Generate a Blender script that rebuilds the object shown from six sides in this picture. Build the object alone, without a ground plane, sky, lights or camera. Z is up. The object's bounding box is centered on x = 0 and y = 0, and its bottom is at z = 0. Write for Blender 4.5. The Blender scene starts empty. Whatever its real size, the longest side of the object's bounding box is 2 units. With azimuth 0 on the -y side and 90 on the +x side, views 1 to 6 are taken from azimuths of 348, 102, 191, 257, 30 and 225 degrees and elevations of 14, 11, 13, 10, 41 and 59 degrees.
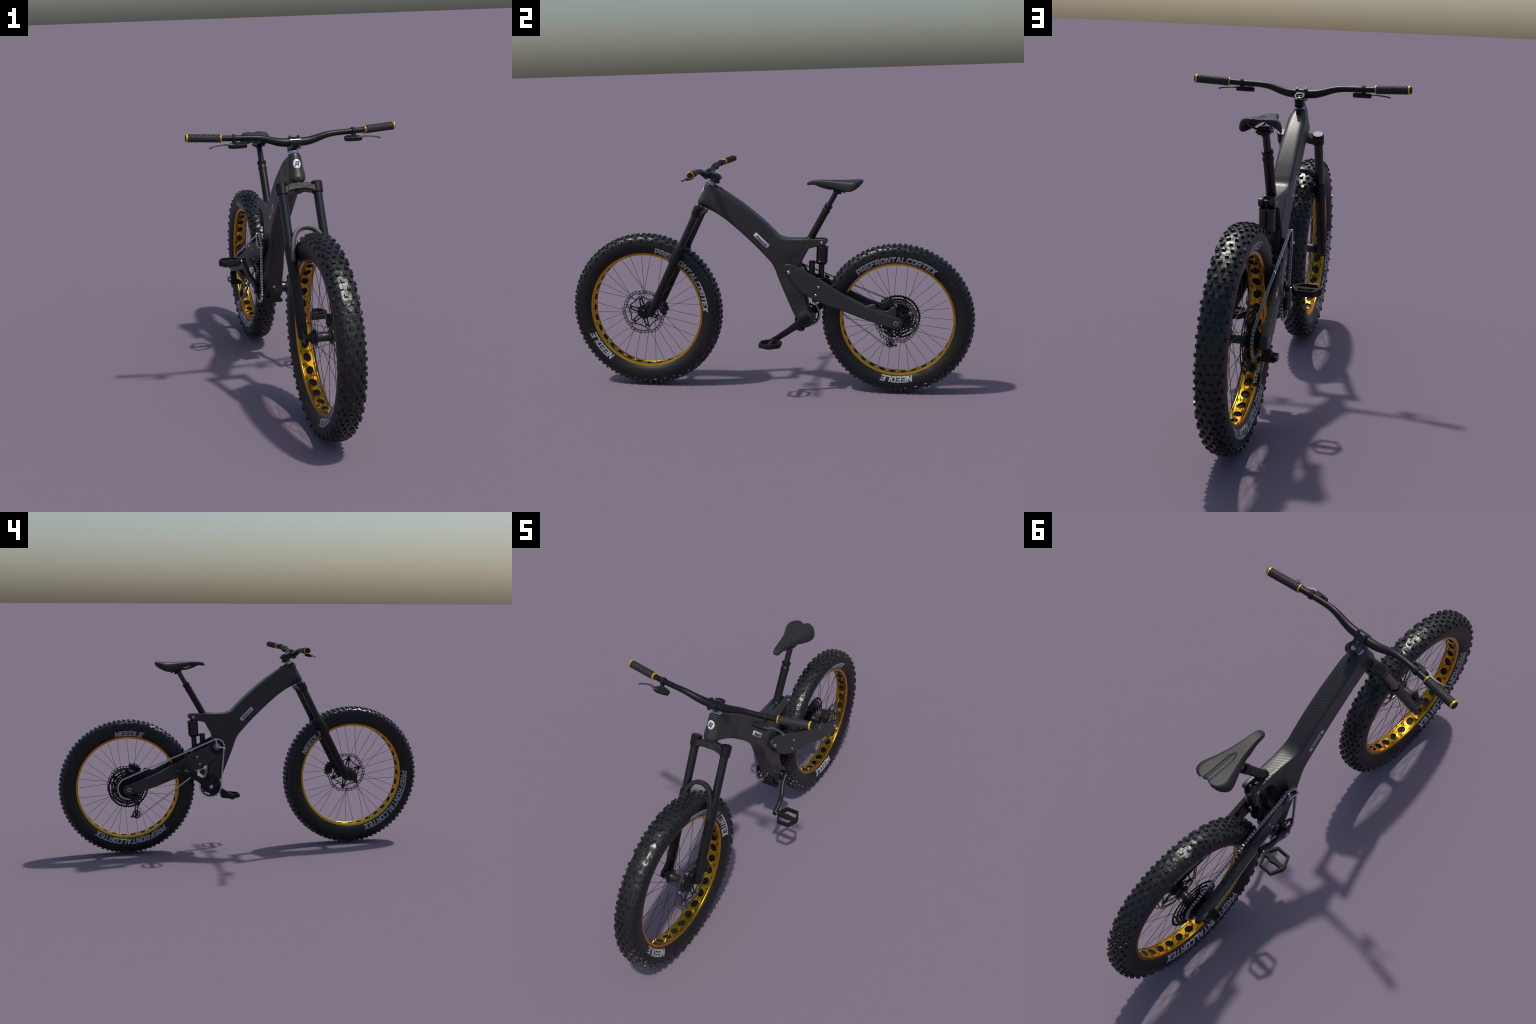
import bpy, bmesh, math, random
import numpy as np
from mathutils import Vector, Matrix, Quaternion
from mathutils.geometry import delaunay_2d_cdt, tessellate_polygon

random.seed(7)
RNG = np.random.default_rng(7)
PI = math.pi

# ------------------------------------------------------------------ materials
def new_mat(name):
    m = bpy.data.materials.new(name)
    m.use_nodes = True
    nt = m.node_tree
    b = nt.nodes["Principled BSDF"]
    return m, nt, b

def N(nt, kind, **kw):
    n = nt.nodes.new(kind)
    for k, v in kw.items():
        setattr(n, k, v)
    return n

def math_node(nt, op, a, b=None, clamp=False):
    n = N(nt, "ShaderNodeMath", operation=op, use_clamp=clamp)
    for i, v in enumerate((a, b)):
        if v is None:
            continue
        if isinstance(v, (int, float)):
            n.inputs[i].default_value = v
        else:
            nt.links.new(v, n.inputs[i])
    return n.outputs[0]

def ramp(nt, fac, stops):
    n = N(nt, "ShaderNodeValToRGB")
    el = n.color_ramp.elements
    while len(el) < len(stops):
        el.new(0.5)
    for e, (p, c) in zip(el, stops):
        e.position = p
        e.color = (c[0], c[1], c[2], 1)
    nt.links.new(fac, n.inputs[0])
    return n.outputs[0]

def noise(nt, vec, scale, detail=3, rough=0.55):
    n = N(nt, "ShaderNodeTexNoise")
    n.inputs["Scale"].default_value = scale
    n.inputs["Detail"].default_value = detail
    n.inputs["Roughness"].default_value = rough
    nt.links.new(vec, n.inputs["Vector"])
    return n.outputs["Fac"]

def bump(nt, b, height, strength, dist):
    n = N(nt, "ShaderNodeBump")
    n.inputs["Strength"].default_value = strength
    n.inputs["Distance"].default_value = dist
    nt.links.new(height, n.inputs["Height"])
    nt.links.new(n.outputs[0], b.inputs["Normal"])

def plain(name, col, rough=0.5, metal=0.0, var=0.12, grain=120.0, spec=0.5, coat=0.0):
    """simple surface with a little tonal and gloss variation"""
    m, nt, b = new_mat(name)
    tc = N(nt, "ShaderNodeTexCoord").outputs["Object"]
    f = noise(nt, tc, grain)
    lo = [c * (1 - var) for c in col]
    hi = [min(1, c * (1 + var)) for c in col]
    nt.links.new(ramp(nt, f, [(0.3, lo), (0.7, hi)]), b.inputs["Base Color"])
    r = math_node(nt, "MULTIPLY_ADD", f, 0.12)
    r.node.inputs[2].default_value = rough - 0.06
    nt.links.new(r, b.inputs["Roughness"])
    b.inputs["Metallic"].default_value = metal
    b.inputs["Specular IOR Level"].default_value = spec
    b.inputs["Coat Weight"].default_value = coat
    b.inputs["Coat Roughness"].default_value = 0.12
    return m

def carbon_mat():
    """satin carbon fibre: diagonal twill bands, finer cross weave inside them"""
    m, nt, b = new_mat("carbon_fibre")
    tc = N(nt, "ShaderNodeTexCoord").outputs["Object"]
    sep = N(nt, "ShaderNodeSeparateXYZ")
    nt.links.new(tc, sep.inputs[0])
    X, Y, Z = sep.outputs
    # band phase: steep diagonals on the sides that turn across the upper faces
    ph = math_node(nt, "ADD", math_node(nt, "MULTIPLY", Y, 1.0), math_node(nt, "MULTIPLY", Z, 0.27))
    ph = math_node(nt, "ADD", ph, math_node(nt, "MULTIPLY", X, -0.45))
    # cloth on the narrow upper and lower faces of the tubes
    top = math_node(nt, "SUBTRACT", 1.0, math_node(nt, "MULTIPLY", math_node(nt, "SUBTRACT", math_node(nt, "ABSOLUTE", X), 0.0285), 400.0, clamp=True))
    ph2 = math_node(nt, "ADD", math_node(nt, "MULTIPLY", Y, 0.88), math_node(nt, "MULTIPLY", Z, -0.51))
    ph2 = math_node(nt, "ADD", ph2, math_node(nt, "MULTIPLY", X, -0.55))
    m0 = N(nt, "ShaderNodeMix", data_type="FLOAT")
    nt.links.new(top, m0.inputs[0])
    nt.links.new(ph, m0.inputs[2])
    nt.links.new(ph2, m0.inputs[3])
    ph = m0.outputs[0]
    # the cloth on the drive side is laid nearly level
    lvl = math_node(nt, "ADD", math_node(nt, "MULTIPLY", Z, 1.7), math_node(nt, "MULTIPLY", Y, 0.25))
    drv = math_node(nt, "MULTIPLY", math_node(nt, "ADD", X, 0.031), -250.0, clamp=True)
    mx = N(nt, "ShaderNodeMix", data_type="FLOAT")
    nt.links.new(drv, mx.inputs[0])
    nt.links.new(ph, mx.inputs[2])
    nt.links.new(lvl, mx.inputs[3])
    ph = mx.outputs[0]
    band = math_node(nt, "SINE", math_node(nt, "MULTIPLY", ph, 2 * PI / 0.0115))
    band = math_node(nt, "MULTIPLY_ADD", band, 0.5)
    band.node.inputs[2].default_value = 0.5
    w1 = math_node(nt, "SINE", math_node(nt, "MULTIPLY", math_node(nt, "ADD", Z, math_node(nt, "MULTIPLY", X, 0.9)), 2 * PI / 0.0042))
    w2 = math_node(nt, "SINE", math_node(nt, "MULTIPLY", math_node(nt, "SUBTRACT", Y, math_node(nt, "MULTIPLY", X, 0.6)), 2 * PI / 0.0042))
    weave = math_node(nt, "MULTIPLY", w1, w2)
    f = math_node(nt, "ADD", math_node(nt, "MULTIPLY", band, 0.72), math_node(nt, "MULTIPLY", weave, 0.17))
    f = math_node(nt, "ADD", f, math_node(nt, "MULTIPLY", noise(nt, tc, 9.0), 0.22), clamp=True)
    col = ramp(nt, f, [(0.08, (0.0150, 0.0150, 0.0163)), (0.55, (0.0225, 0.0225, 0.023)), (1.0, (0.039, 0.0385, 0.037))])
    nt.links.new(col, b.inputs["Base Color"])
    r = math_node(nt, "MULTIPLY_ADD", f, -0.12)
    r.node.inputs[2].default_value = 0.46
    nt.links.new(r, b.inputs["Roughness"])
    b.inputs["Specular IOR Level"].default_value = 0.45
    bump(nt, b, f, 0.07, 0.0006)
    return m

def rubber_mat(name, col, rough, bump_s, patch, spec):
    m, nt, b = new_mat(name)
    tc = N(nt, "ShaderNodeTexCoord").outputs["Object"]
    f = noise(nt, tc, 28.0, 4)
    g = noise(nt, tc, 260.0, 2)
    c = math_node(nt, "ADD", math_node(nt, "MULTIPLY", f, 0.7), math_node(nt, "MULTIPLY", g, 0.3))
    nt.links.new(ramp(nt, c, [(0.3, [v * 0.8 for v in col]), (0.7, [v * 1.2 for v in col])]), b.inputs["Base Color"])
    rr = math_node(nt, "MULTIPLY_ADD", f, patch)
    rr.node.inputs[2].default_value = rough - patch * 0.5
    nt.links.new(rr, b.inputs["Roughness"])
    b.inputs["Specular IOR Level"].default_value = spec
    vo = N(nt, "ShaderNodeTexVoronoi")
    vo.inputs["Scale"].default_value = 48.0
    nt.links.new(tc, vo.inputs["Vector"])
    hb = math_node(nt, "ADD", math_node(nt, "MULTIPLY", noise(nt, tc, 22.0, 2, 0.5), 0.8), math_node(nt, "MULTIPLY", vo.outputs["Distance"], 0.45))
    bump(nt, b, hb, bump_s, 0.006)
    return m

M = {}
M["carbon"] = carbon_mat()
M["sidewall"] = rubber_mat("sidewall_rubber", (0.0072, 0.0072, 0.0078), 0.46, 0.02, 0.05, 0.35)
M["tread"] = rubber_mat("tread_rubber", (0.0115, 0.0118, 0.0125), 0.34, 0.8, 0.24, 0.45)
M["gold"] = plain("gold_anodised_metal", (0.62, 0.330, 0.019), 0.25, 1.0, 0.10, 40)
M["gold_ring"] = plain("gold_ring_metal", (0.78, 0.42, 0.03), 0.42, 0.35, 0.05, 60)
M["black_satin"] = plain("black_satin_alloy", (0.0048, 0.0048, 0.0050), 0.42, 0.0, 0.15, 60, 0.32)
M["black_gloss"] = plain("black_gloss_alloy", (0.0035, 0.004, 0.005), 0.16, 0.0, 0.1, 60, 0.55)
M["stanchion"] = plain("stanchion_coating", (0.0048, 0.006, 0.0085), 0.22, 0.0, 0.1, 60, 0.5)
M["black_matt"] = plain("black_matt_plastic", (0.0075, 0.0075, 0.0075), 0.68, 0.0, 0.15, 90, 0.3)
M["cassette"] = plain("black_steel", (0.0035, 0.0035, 0.0038), 0.55, 0.0, 0.15, 90, 0.3)
M["crown"] = plain("dark_grey_magnesium", (0.016, 0.0156, 0.0145), 0.42, 0.0, 0.12, 60, 0.4)
M["saddle"] = plain("saddle_leather", (0.021, 0.021, 0.022), 0.48, 0.0, 0.10, 150, 0.25)
M["grip"] = plain("grip_rubber", (0.021, 0.021, 0.021), 0.6, 0.0, 0.2, 200)
M["steel"] = plain("polished_steel", (0.55, 0.58, 0.63), 0.22, 1.0, 0.08, 80)
M["chain"] = plain("chain_steel", (0.52, 0.55, 0.60), 0.30, 1.0, 0.12, 80)
M["disc"] = plain("disc_steel", (0.16, 0.148, 0.16), 0.36, 1.0, 0.1, 80)
M["spoke"] = plain("dark_steel_wire", (0.012, 0.012, 0.013), 0.35, 0.3, 0.1, 80)
M["lever"] = plain("lever_alloy", (0.085, 0.09, 0.102), 0.45, 0.4, 0.08, 80)
M["letter"] = plain("tyre_print_grey", (0.34, 0.345, 0.37), 0.55, 0.0, 0.10, 300)
M["label"] = plain("label_silver_white", (0.58, 0.58, 0.63), 0.40, 0.0, 0.04, 200)
M["badge"] = plain("badge_silver", (0.72, 0.73, 0.78), 0.32, 0.35, 0.05, 100)
M["ink"] = plain("black_print", (0.012, 0.012, 0.014), 0.45, 0.0, 0.1, 200)

# ------------------------------------------------------------------ object helpers
def link(ob, parent=None):
    bpy.context.scene.collection.objects.link(ob)
    if parent is not None:
        ob.parent = parent
    return ob

def empty(name, parent=None, loc=(0, 0, 0)):
    e = bpy.data.objects.new(name, None)
    e.empty_display_size = 0.05
    e.location = loc
    return link(e, parent)

def mesh_from(name, verts, faces, mat, sharp=40):
    me = bpy.data.meshes.new(name)
    me.from_pydata([tuple(map(float, v)) for v in verts], [], [tuple(map(int, f)) for f in faces])
    bm = bmesh.new()
    bm.from_mesh(me)
    bmesh.ops.recalc_face_normals(bm, faces=bm.faces)
    bm.to_mesh(me)
    bm.free()
    me.materials.append(M[mat])
    me.polygons.foreach_set("use_smooth", [True] * len(me.polygons))
    me.set_sharp_from_angle(angle=math.radians(sharp))
    me.update()
    return me

def obj(name, me, parent=None):
    return link(bpy.data.objects.new(name, me), parent)

class Geo:
    """accumulates vertices and faces of several primitives for one part"""
    def __init__(self):
        self.v, self.f = [], []
    def add(self, v, f):
        o = len(self.v)
        self.v += [tuple(p) for p in v]
        self.f += [tuple(i + o for i in q) for q in f]
        return self
    def obj(self, name, mat, parent=None, sharp=40, stuff=False):
        ob = obj(name, mesh_from(name, self.v, self.f, mat, sharp), parent)
        if stuff:
            ob["kind"] = "stuff"
        return ob

def V(*a):
    return np.array(a, float)

def unit(v):
    v = np.asarray(v, float)
    return v / np.linalg.norm(v)

def perp_frame(d, up=(0, 0, 1)):
    d = unit(d)
    up = np.asarray(up, float)
    if abs(d @ up) > 0.97:
        up = V(0, 1, 0) if abs(d[1]) < 0.9 else V(1, 0, 0)
    a = unit(np.cross(up, d))
    return d, a, np.cross(d, a)

def lathe(profile, origin, axis, seg=32, up=(0, 0, 1), ang0=0.0, rfun=None):
    """profile = [(distance along axis, radius)], open ends get closed"""
    d, a, b = perp_frame(axis, up)
    o = np.asarray(origin, float)
    v, f = [], []
    n = len(profile)
    for s, r in profile:
        for k in range(seg):
            t = ang0 + 2 * PI * k / seg
            rr = r if rfun is None else rfun(s, r, t)
            v.append(o + d * s + (a * math.cos(t) + b * math.sin(t)) * rr)
    for i in range(n - 1):
        for k in range(seg):
            k2 = (k + 1) % seg
            f.append((i * seg + k, i * seg + k2, (i + 1) * seg + k2, (i + 1) * seg + k))
    if profile[0][1] > 1e-6:
        f.append(tuple(range(seg))[::-1])
    if profile[-1][1] > 1e-6:
        f.append(tuple((n - 1) * seg + k for k in range(seg)))
    return v, f

def rod(p, q, r, seg=20, bevel=0.0, r2=None, up=(0, 0, 1)):
    p, q = np.asarray(p, float), np.asarray(q, float)
    L = np.linalg.norm(q - p)
    r2 = r if r2 is None else r2
    if bevel > 0:
        prof = [(0, r - bevel), (bevel, r), (L - bevel, r2), (L, r2 - bevel)]
    else:
        prof = [(0, r), (L, r2)]
    return lathe(prof, p, q - p, seg, up)

def ring_torus(origin, axis, R, r, seg=32, seg2=10):
    d, a, b = perp_frame(axis)
    o = np.asarray(origin, float)
    v, f = [], []
    for i in range(seg):
        t = 2 * PI * i / seg
        e = a * math.cos(t) + b * math.sin(t)
        for j in range(seg2):
            s = 2 * PI * j / seg2
            v.append(o + e * (R + r * math.cos(s)) + d * r * math.sin(s))
    for i in range(seg):
        for j in range(seg2):
            i2, j2 = (i + 1) % seg, (j + 1) % seg2
            f.append((i * seg2 + j, i2 * seg2 + j, i2 * seg2 + j2, i * seg2 + j2))
    return v, f

def catmull(pts, step, closed=False):
    P = [np.asarray(p, float) for p in pts]
    n = len(P)
    out = []
    rng = range(n) if closed else range(n - 1)
    for i in rng:
        p1, p2 = P[i], P[(i + 1) % n]
        p0 = P[(i - 1) % n] if closed or i > 0 else 2 * p1 - p2
        p3 = P[(i + 2) % n] if closed or i + 2 < n else 2 * p2 - p1
        # centripetal parametrisation keeps tight corners clean
        t0 = 0.0
        t1 = t0 + max(np.linalg.norm(p1 - p0), 1e-6) ** 0.5
        t2 = t1 + max(np.linalg.norm(p2 - p1), 1e-6) ** 0.5
        t3 = t2 + max(np.linalg.norm(p3 - p2), 1e-6) ** 0.5
        k = max(1, int(round(np.linalg.norm(p2 - p1) / step)))
        for j in range(k):
            t = t1 + (t2 - t1) * j / k
            a1 = (t1 - t) / (t1 - t0) * p0 + (t - t0) / (t1 - t0) * p1
            a2 = (t2 - t) / (t2 - t1) * p1 + (t - t1) / (t2 - t1) * p2
            a3 = (t3 - t) / (t3 - t2) * p2 + (t - t2) / (t3 - t2) * p3
            b1 = (t2 - t) / (t2 - t0) * a1 + (t - t0) / (t2 - t0) * a2
            b2 = (t3 - t) / (t3 - t1) * a2 + (t - t1) / (t3 - t1) * a3
            out.append((t2 - t) / (t2 - t1) * b1 + (t - t1) / (t2 - t1) * b2)
    if not closed:
        out.append(P[-1])
    return out

def sweep(path, section, up=(0, 0, 1), scale=None, cap=True):
    """sweep a closed 2D section [(side, up)] along a 3D path with a fixed up hint"""
    P = [np.asarray(p, float) for p in path]
    n, m = len(P), len(section)
    v, f = [], []
    for i in range(n):
        d = P[min(i + 1, n - 1)] - P[max(i - 1, 0)]
        d, a, b = perp_frame(d, up)
        sc = (1, 1) if scale is None else scale(i / (n - 1))
        if not hasattr(sc, "__len__"):
            sc = (sc, sc)
        for (s, t) in section:
            v.append(P[i] + a * s * sc[0] + b * t * sc[1])
    for i in range(n - 1):
        for k in range(m):
            k2 = (k + 1) % m
            f.append((i * m + k, i * m + k2, (i + 1) * m + k2, (i + 1) * m + k))
    if cap:
        f.append(tuple(range(m))[::-1])
        f.append(tuple((n - 1) * m + k for k in range(m)))
    return v, f

def circle(r, seg=20):
    return [(r * math.cos(2 * PI * k / seg), r * math.sin(2 * PI * k / seg)) for k in range(seg)]

def rrect(w, h, c, k=3):
    """rounded rectangle section, half sizes w, h, corner radius c"""
    out = []
    for (sx, sy, a0) in ((1, 1, 0), (-1, 1, 90), (-1, -1, 180), (1, -1, 270)):
        for j in range(k + 1):
            t = math.radians(a0 + 90 * j / k)
            out.append((sx * (w - c) + c * math.cos(t), sy * (h - c) + c * math.sin(t)))
    return out

def box(center, half, axes=None, bevel=0.0015):
    """box with chamfered edges"""
    c = np.asarray(center, float)
    ax = np.eye(3) if axes is None else np.asarray(axes, float)
    bm = bmesh.new()
    bmesh.ops.create_cube(bm, size=2.0)
    for vv in bm.verts:
        vv.co = Vector((vv.co.x * half[0], vv.co.y * half[1], vv.co.z * half[2]))
    if bevel > 0:
        bmesh.ops.bevel(bm, geom=list(bm.edges), offset=bevel, segments=1, affect='EDGES', profile=0.5)
    bm.verts.index_update()
    v = [c + ax[0] * p.co.x + ax[1] * p.co.y + ax[2] * p.co.z for p in bm.verts]
    f = [tuple(q.index for q in fc.verts) for fc in bm.faces]
    bm.free()
    return v, f

def prism(outline, origin, eu, ev, en, t0, t1, bevel=0.0):
    """extrude a 2D outline (u,v) along en from t0 to t1, with an optional chamfer"""
    o, eu, ev, en = (np.asarray(q, float) for q in (origin, eu, ev, en))
    n = len(outline)
    P = np.array(outline, float)
    nx = np.roll(P, -1, 0) - np.roll(P, 1, 0)
    nr = np.stack([nx[:, 1], -nx[:, 0]], 1)
    nr /= np.linalg.norm(nr, axis=1)[:, None] + 1e-12
    area = 0.5 * np.sum(P[:, 0] * np.roll(P[:, 1], -1) - np.roll(P[:, 0], -1) * P[:, 1])
    if area < 0:
        nr = -nr
    rows = [(t0, 0), (t1, 0)] if bevel <= 0 else [(t0, bevel), (t0 + bevel, 0), (t1 - bevel, 0), (t1, bevel)]
    v, f = [], []
    for (t, ins) in rows:
        for k in range(n):
            p = P[k] - nr[k] * ins
            v.append(o + eu * p[0] + ev * p[1] + en * t)
    for i in range(len(rows) - 1):
        for k in range(n):
            k2 = (k + 1) % n
            f.append((i * n + k, i * n + k2, (i + 1) * n + k2, (i + 1) * n + k))
    f.append(tuple(range(n))[::-1])
    f.append(tuple((len(rows) - 1) * n + k for k in range(n)))
    return v, f

YZ = (V(0, 1, 0), V(0, 0, 1), V(1, 0, 0))

# ------------------------------------------------------------------ shell from a side profile
def idw(anchors):
    A = np.array([(a[0], a[1]) for a in anchors])
    W = np.array([a[2] for a in anchors])
    def fn(p):
        p = np.asarray(p, float)
        d = np.linalg.norm(p[:, None, :] - A[None], axis=2)
        w = 1.0 / (d ** 3 + 1e-6)
        return (w * W[None]).sum(1) / w.sum(1)
    return fn

def seg_dist(P, B):
    A, C = B, np.roll(B, -1, 0)
    out = np.full(len(P), 1e9)
    for i in range(0, len(P), 1500):
        p = P[i:i + 1500, None, :]
        ac = (C - A)[None]
        t = np.clip(((p - A[None]) * ac).sum(2) / ((ac ** 2).sum(2) + 1e-12), 0, 1)
        out[i:i + 1500] = np.linalg.norm(p - (A[None] + ac * t[..., None]), axis=2).min(1)
    return out

def inside(P, B):
    A, C = B, np.roll(B, -1, 0)
    res = np.zeros(len(P), bool)
    for (y1, z1), (y2, z2) in zip(A, C):
        cond = ((z1 > P[:, 1]) != (z2 > P[:, 1]))
        xs = (y2 - y1) * (P[:, 1] - z1) / (z2 - z1 + 1e-15) + y1
        res ^= cond & (P[:, 0] < xs)
    return res

def shell(ctrl, half, edge, flat, step=0.0045, xc=None, detail=None):
    """closed body from a side profile (y,z): half(p) is the half width in x, rounded
    over the distance edge(p) from the outline; flat(p) is the share of the half width
    that is left as a straight wall on the outline itself"""
    B = np.array(catmull(ctrl, step, True))
    n = len(B)
    mn, mx = B.min(0), B.max(0)
    gy, gz = np.meshgrid(np.arange(mn[0], mx[0], step), np.arange(mn[1], mx[1], step))
    gy = gy + (np.arange(gz.shape[0]) % 2)[:, None] * step * 0.5
    G = np.stack([gy.ravel(), gz.ravel()], 1)
    G = G[inside(G, B)]
    G = G[seg_dist(G, B) > step * 1.9]
    tn = np.roll(B, -1, 0) - np.roll(B, 1, 0)
    nr = np.stack([-tn[:, 1], tn[:, 0]], 1)
    nr /= np.linalg.norm(nr, axis=1)[:, None]
    rings = []
    for dd in (step * 0.16, step * 0.5, step * 1.1):
        for sgn in (1, -1):
            q = B + nr * dd * sgn
            ok = inside(q, B)
            ok &= np.abs(seg_dist(q, B) - dd) < dd * 0.12
            rings.append(q[ok])
    P = np.concatenate([B] + rings + [G])
    res = delaunay_2d_cdt([Vector(p) for p in P], [], [list(range(n))], 1, 1e-7)
    Q = np.array([tuple(p) for p in res[0]])
    T = [tuple(t) for t in res[2]]
    d = seg_dist(Q, B)
    h = half(Q)
    e = edge(Q)
    a = flat(Q)
    t = np.clip(d / e, 0, 1)
    H = h * (a + (1 - a) * np.sqrt(np.maximum(0, 1 - (1 - t) ** 2)))
    c = np.zeros(len(Q)) if xc is None else xc(Q)
    if detail is not None:
        H = H + detail(Q, d)
    m = len(Q)
    on = [i for i in range(m) if d[i] < 1e-5]
    verts = [(c[i] + H[i], Q[i, 0], Q[i, 1]) for i in range(m)] + [(c[i] - H[i], Q[i, 0], Q[i, 1]) for i in range(m)]
    faces = [t for t in T] + [(t[0] + m, t[2] + m, t[1] + m) for t in T]
    cnt = {}
    for t in T:
        for k in range(3):
            ed = (t[k], t[(k + 1) % 3])
            key = (min(ed), max(ed))
            cnt[key] = cnt.get(key, 0) + 1
    rows = 4
    extra = {}
    for key, k in cnt.items():
        if k != 1:
            continue
        col = []
        for i in key:
            if i not in extra:
                ids = [i]
                for r in range(1, rows):
                    x = c[i] + H[i] * (1 - 2 * r / rows)
                    extra_id = len(verts)
                    verts.append((x, Q[i, 0], Q[i, 1]))
                    ids.append(extra_id)
                ids.append(i + m)
                extra[i] = ids
            col.append(extra[i])
        for r in range(rows):
            faces.append((col[0][r], col[1][r], col[1][r + 1], col[0][r + 1]))
    return verts, faces

def const(v):
    return lambda p: np.full(len(p), float(v))

# ------------------------------------------------------------------ block lettering
GLYPH = {
    "P": ([(0, 0), (0, 1), (.66, 1), (.8, .86), (.8, .44), (.66, .3), (.23, .3), (.23, 0)], [(.23, .5), (.23, .79), (.57, .79), (.57, .5)]),
    "R": ([(0, 0), (0, 1), (.66, 1), (.8, .86), (.8, .5), (.68, .38), (.84, 0), (.58, 0), (.44, .33), (.23, .33), (.23, 0)], [(.23, .53), (.23, .8), (.57, .8), (.57, .53)]),
    "E": ([(0, 0), (0, 1), (.8, 1), (.8, .79), (.23, .79), (.23, .61), (.7, .61), (.7, .4), (.23, .4), (.23, .21), (.8, .21), (.8, 0)],),
    "F": ([(0, 0), (0, 1), (.8, 1), (.8, .79), (.23, .79), (.23, .58), (.68, .58), (.68, .37), (.23, .37), (.23, 0)],),
    "O": ([(.14, 0), (0, .14), (0, .86), (.14, 1), (.68, 1), (.82, .86), (.82, .14), (.68, 0)], [(.23, .24), (.23, .76), (.59, .76), (.59, .24)]),
    "N": ([(0, 0), (0, 1), (.25, 1), (.58, .42), (.58, 1), (.81, 1), (.81, 0), (.56, 0), (.23, .58), (.23, 0)],),
    "T": ([(.29, 0), (.29, .79), (0, .79), (0, 1), (.8, 1), (.8, .79), (.52, .79), (.52, 0)],),
    "A": ([(-.02, 0), (.25, 1), (.57, 1), (.84, 0), (.6, 0), (.55, .2), (.27, .2), (.22, 0)], [(.32, .4), (.41, .76), (.5, .4)]),
    "L": ([(0, 0), (0, 1), (.23, 1), (.23, .21), (.74, .21), (.74, 0)],),
    "C": ([(.14, 0), (0, .14), (0, .86), (.14, 1), (.8, 1), (.8, .79), (.23, .79), (.23, .21), (.8, .21), (.8, 0)],),
    "X": ([(0, 0), (.29, .5), (0, 1), (.27, 1), (.42, .71), (.58, 1), (.86, 1), (.56, .5), (.86, 0), (.58, 0), (.42, .29), (.27, 0)],),
    "D": ([(0, 0), (0, 1), (.62, 1), (.82, .8), (.82, .2), (.62, 0)], [(.23, .22), (.23, .78), (.53, .78), (.59, .7), (.59, .3), (.53, .22)]),
    "B": ([(0, 0), (0, 1), (.64, 1), (.78, .88), (.78, .62), (.7, .52), (.82, .4), (.82, .13), (.68, 0)], [(.23, .61), (.23, .8), (.56, .8), (.56, .61)], [(.23, .2), (.23, .42), (.59, .42), (.59, .2)]),
    "S": ([(0, 0), (0, .21), (.57, .21), (.57, .4), (.14, .4), (0, .53), (0, .87), (.14, 1), (.8, 1), (.8, .79), (.23, .79), (.23, .61), (.67, .61), (.81, .48), (.81, .14), (.67, 0)],),
}

def word(text, gap=0.14, shear=0.16, sizes=None):
    """flat triangulated word, cap height 1; returns verts, tris, total width"""
    verts, tris = [], []
    x = 0.0
    for i, ch in enumerate(text):
        s = 1.0 if sizes is None else sizes[i]
        loops = [[Vector((x + (p[0] + shear * p[1]) * s, p[1] * s, 0)) for p in lp] for lp in GLYPH[ch]]
        flat = [p for lp in loops for p in lp]
        o = len(verts)
        verts += [(p.x, p.y) for p in flat]
        tris += [tuple(o + k for k in t) for t in tessellate_polygon(loops)]
        x += (max(p[0] for p in GLYPH[ch][0]) + gap) * s
    return verts, tris, x - gap

def lettering(name, text, place, mat, parent, grid=0.25, depth=0.0012, **kw):
    """build raised letters; place(u, v, h) maps word space + height to 3D"""
    v, t, w = word(text, **kw)
    bm = bmesh.new()
    bv = [bm.verts.new((a, b, 0)) for a, b in v]
    for q in t:
        try:
            bm.faces.new([bv[i] for i in q])
        except ValueError:
            pass
    if grid:
        for k in range(1, int(round(1 / grid))):
            bmesh.ops.bisect_plane(bm, geom=bm.verts[:] + bm.edges[:] + bm.faces[:], plane_co=(0, k * grid, 0), plane_no=(0, 1, 0))
        k = grid * 1.4
        while k < w:
            bmesh.ops.bisect_plane(bm, geom=bm.verts[:] + bm.edges[:] + bm.faces[:], plane_co=(k, 0, 0), plane_no=(1, 0, 0))
            k += grid * 1.4
    ret = bmesh.ops.extrude_edge_only(bm, edges=[e for e in bm.edges if e.is_boundary])
    for g in ret["geom"]:
        if isinstance(g, bmesh.types.BMVert):
            g.co.z = -1.0
    for q in bm.verts:
        q.co = Vector(place(q.co.x, q.co.y, q.co.z * depth, w))
    bmesh.ops.recalc_face_normals(bm, faces=bm.faces)
    me = bpy.data.meshes.new(name)
    bm.to_mesh(me)
    bm.free()
    me.materials.append(M[mat])
    return obj(name, me, parent)

# ================================================================== the bike
bike = empty("mountain_bike")
bike["label"] = "black carbon mountain bike with gold rims"
bike["category"] = "bicycle"

# ---- shared dimensions (metres) ------------------------------------------------
FRONT = V(0, -0.614, 0.3865)
REAR = V(0, 0.6365, 0.3640)
REAR_SCALE = 0.941
BB = V(0, 0.194, 0.3605)
FORK_DIR = unit(V(0, -0.4566, -0.8897))          # down the fork
def steer(z, y0=-0.306, z0=0.91):                # y of the fork axis at a height
    return y0 + (z - z0) * 0.513

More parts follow.
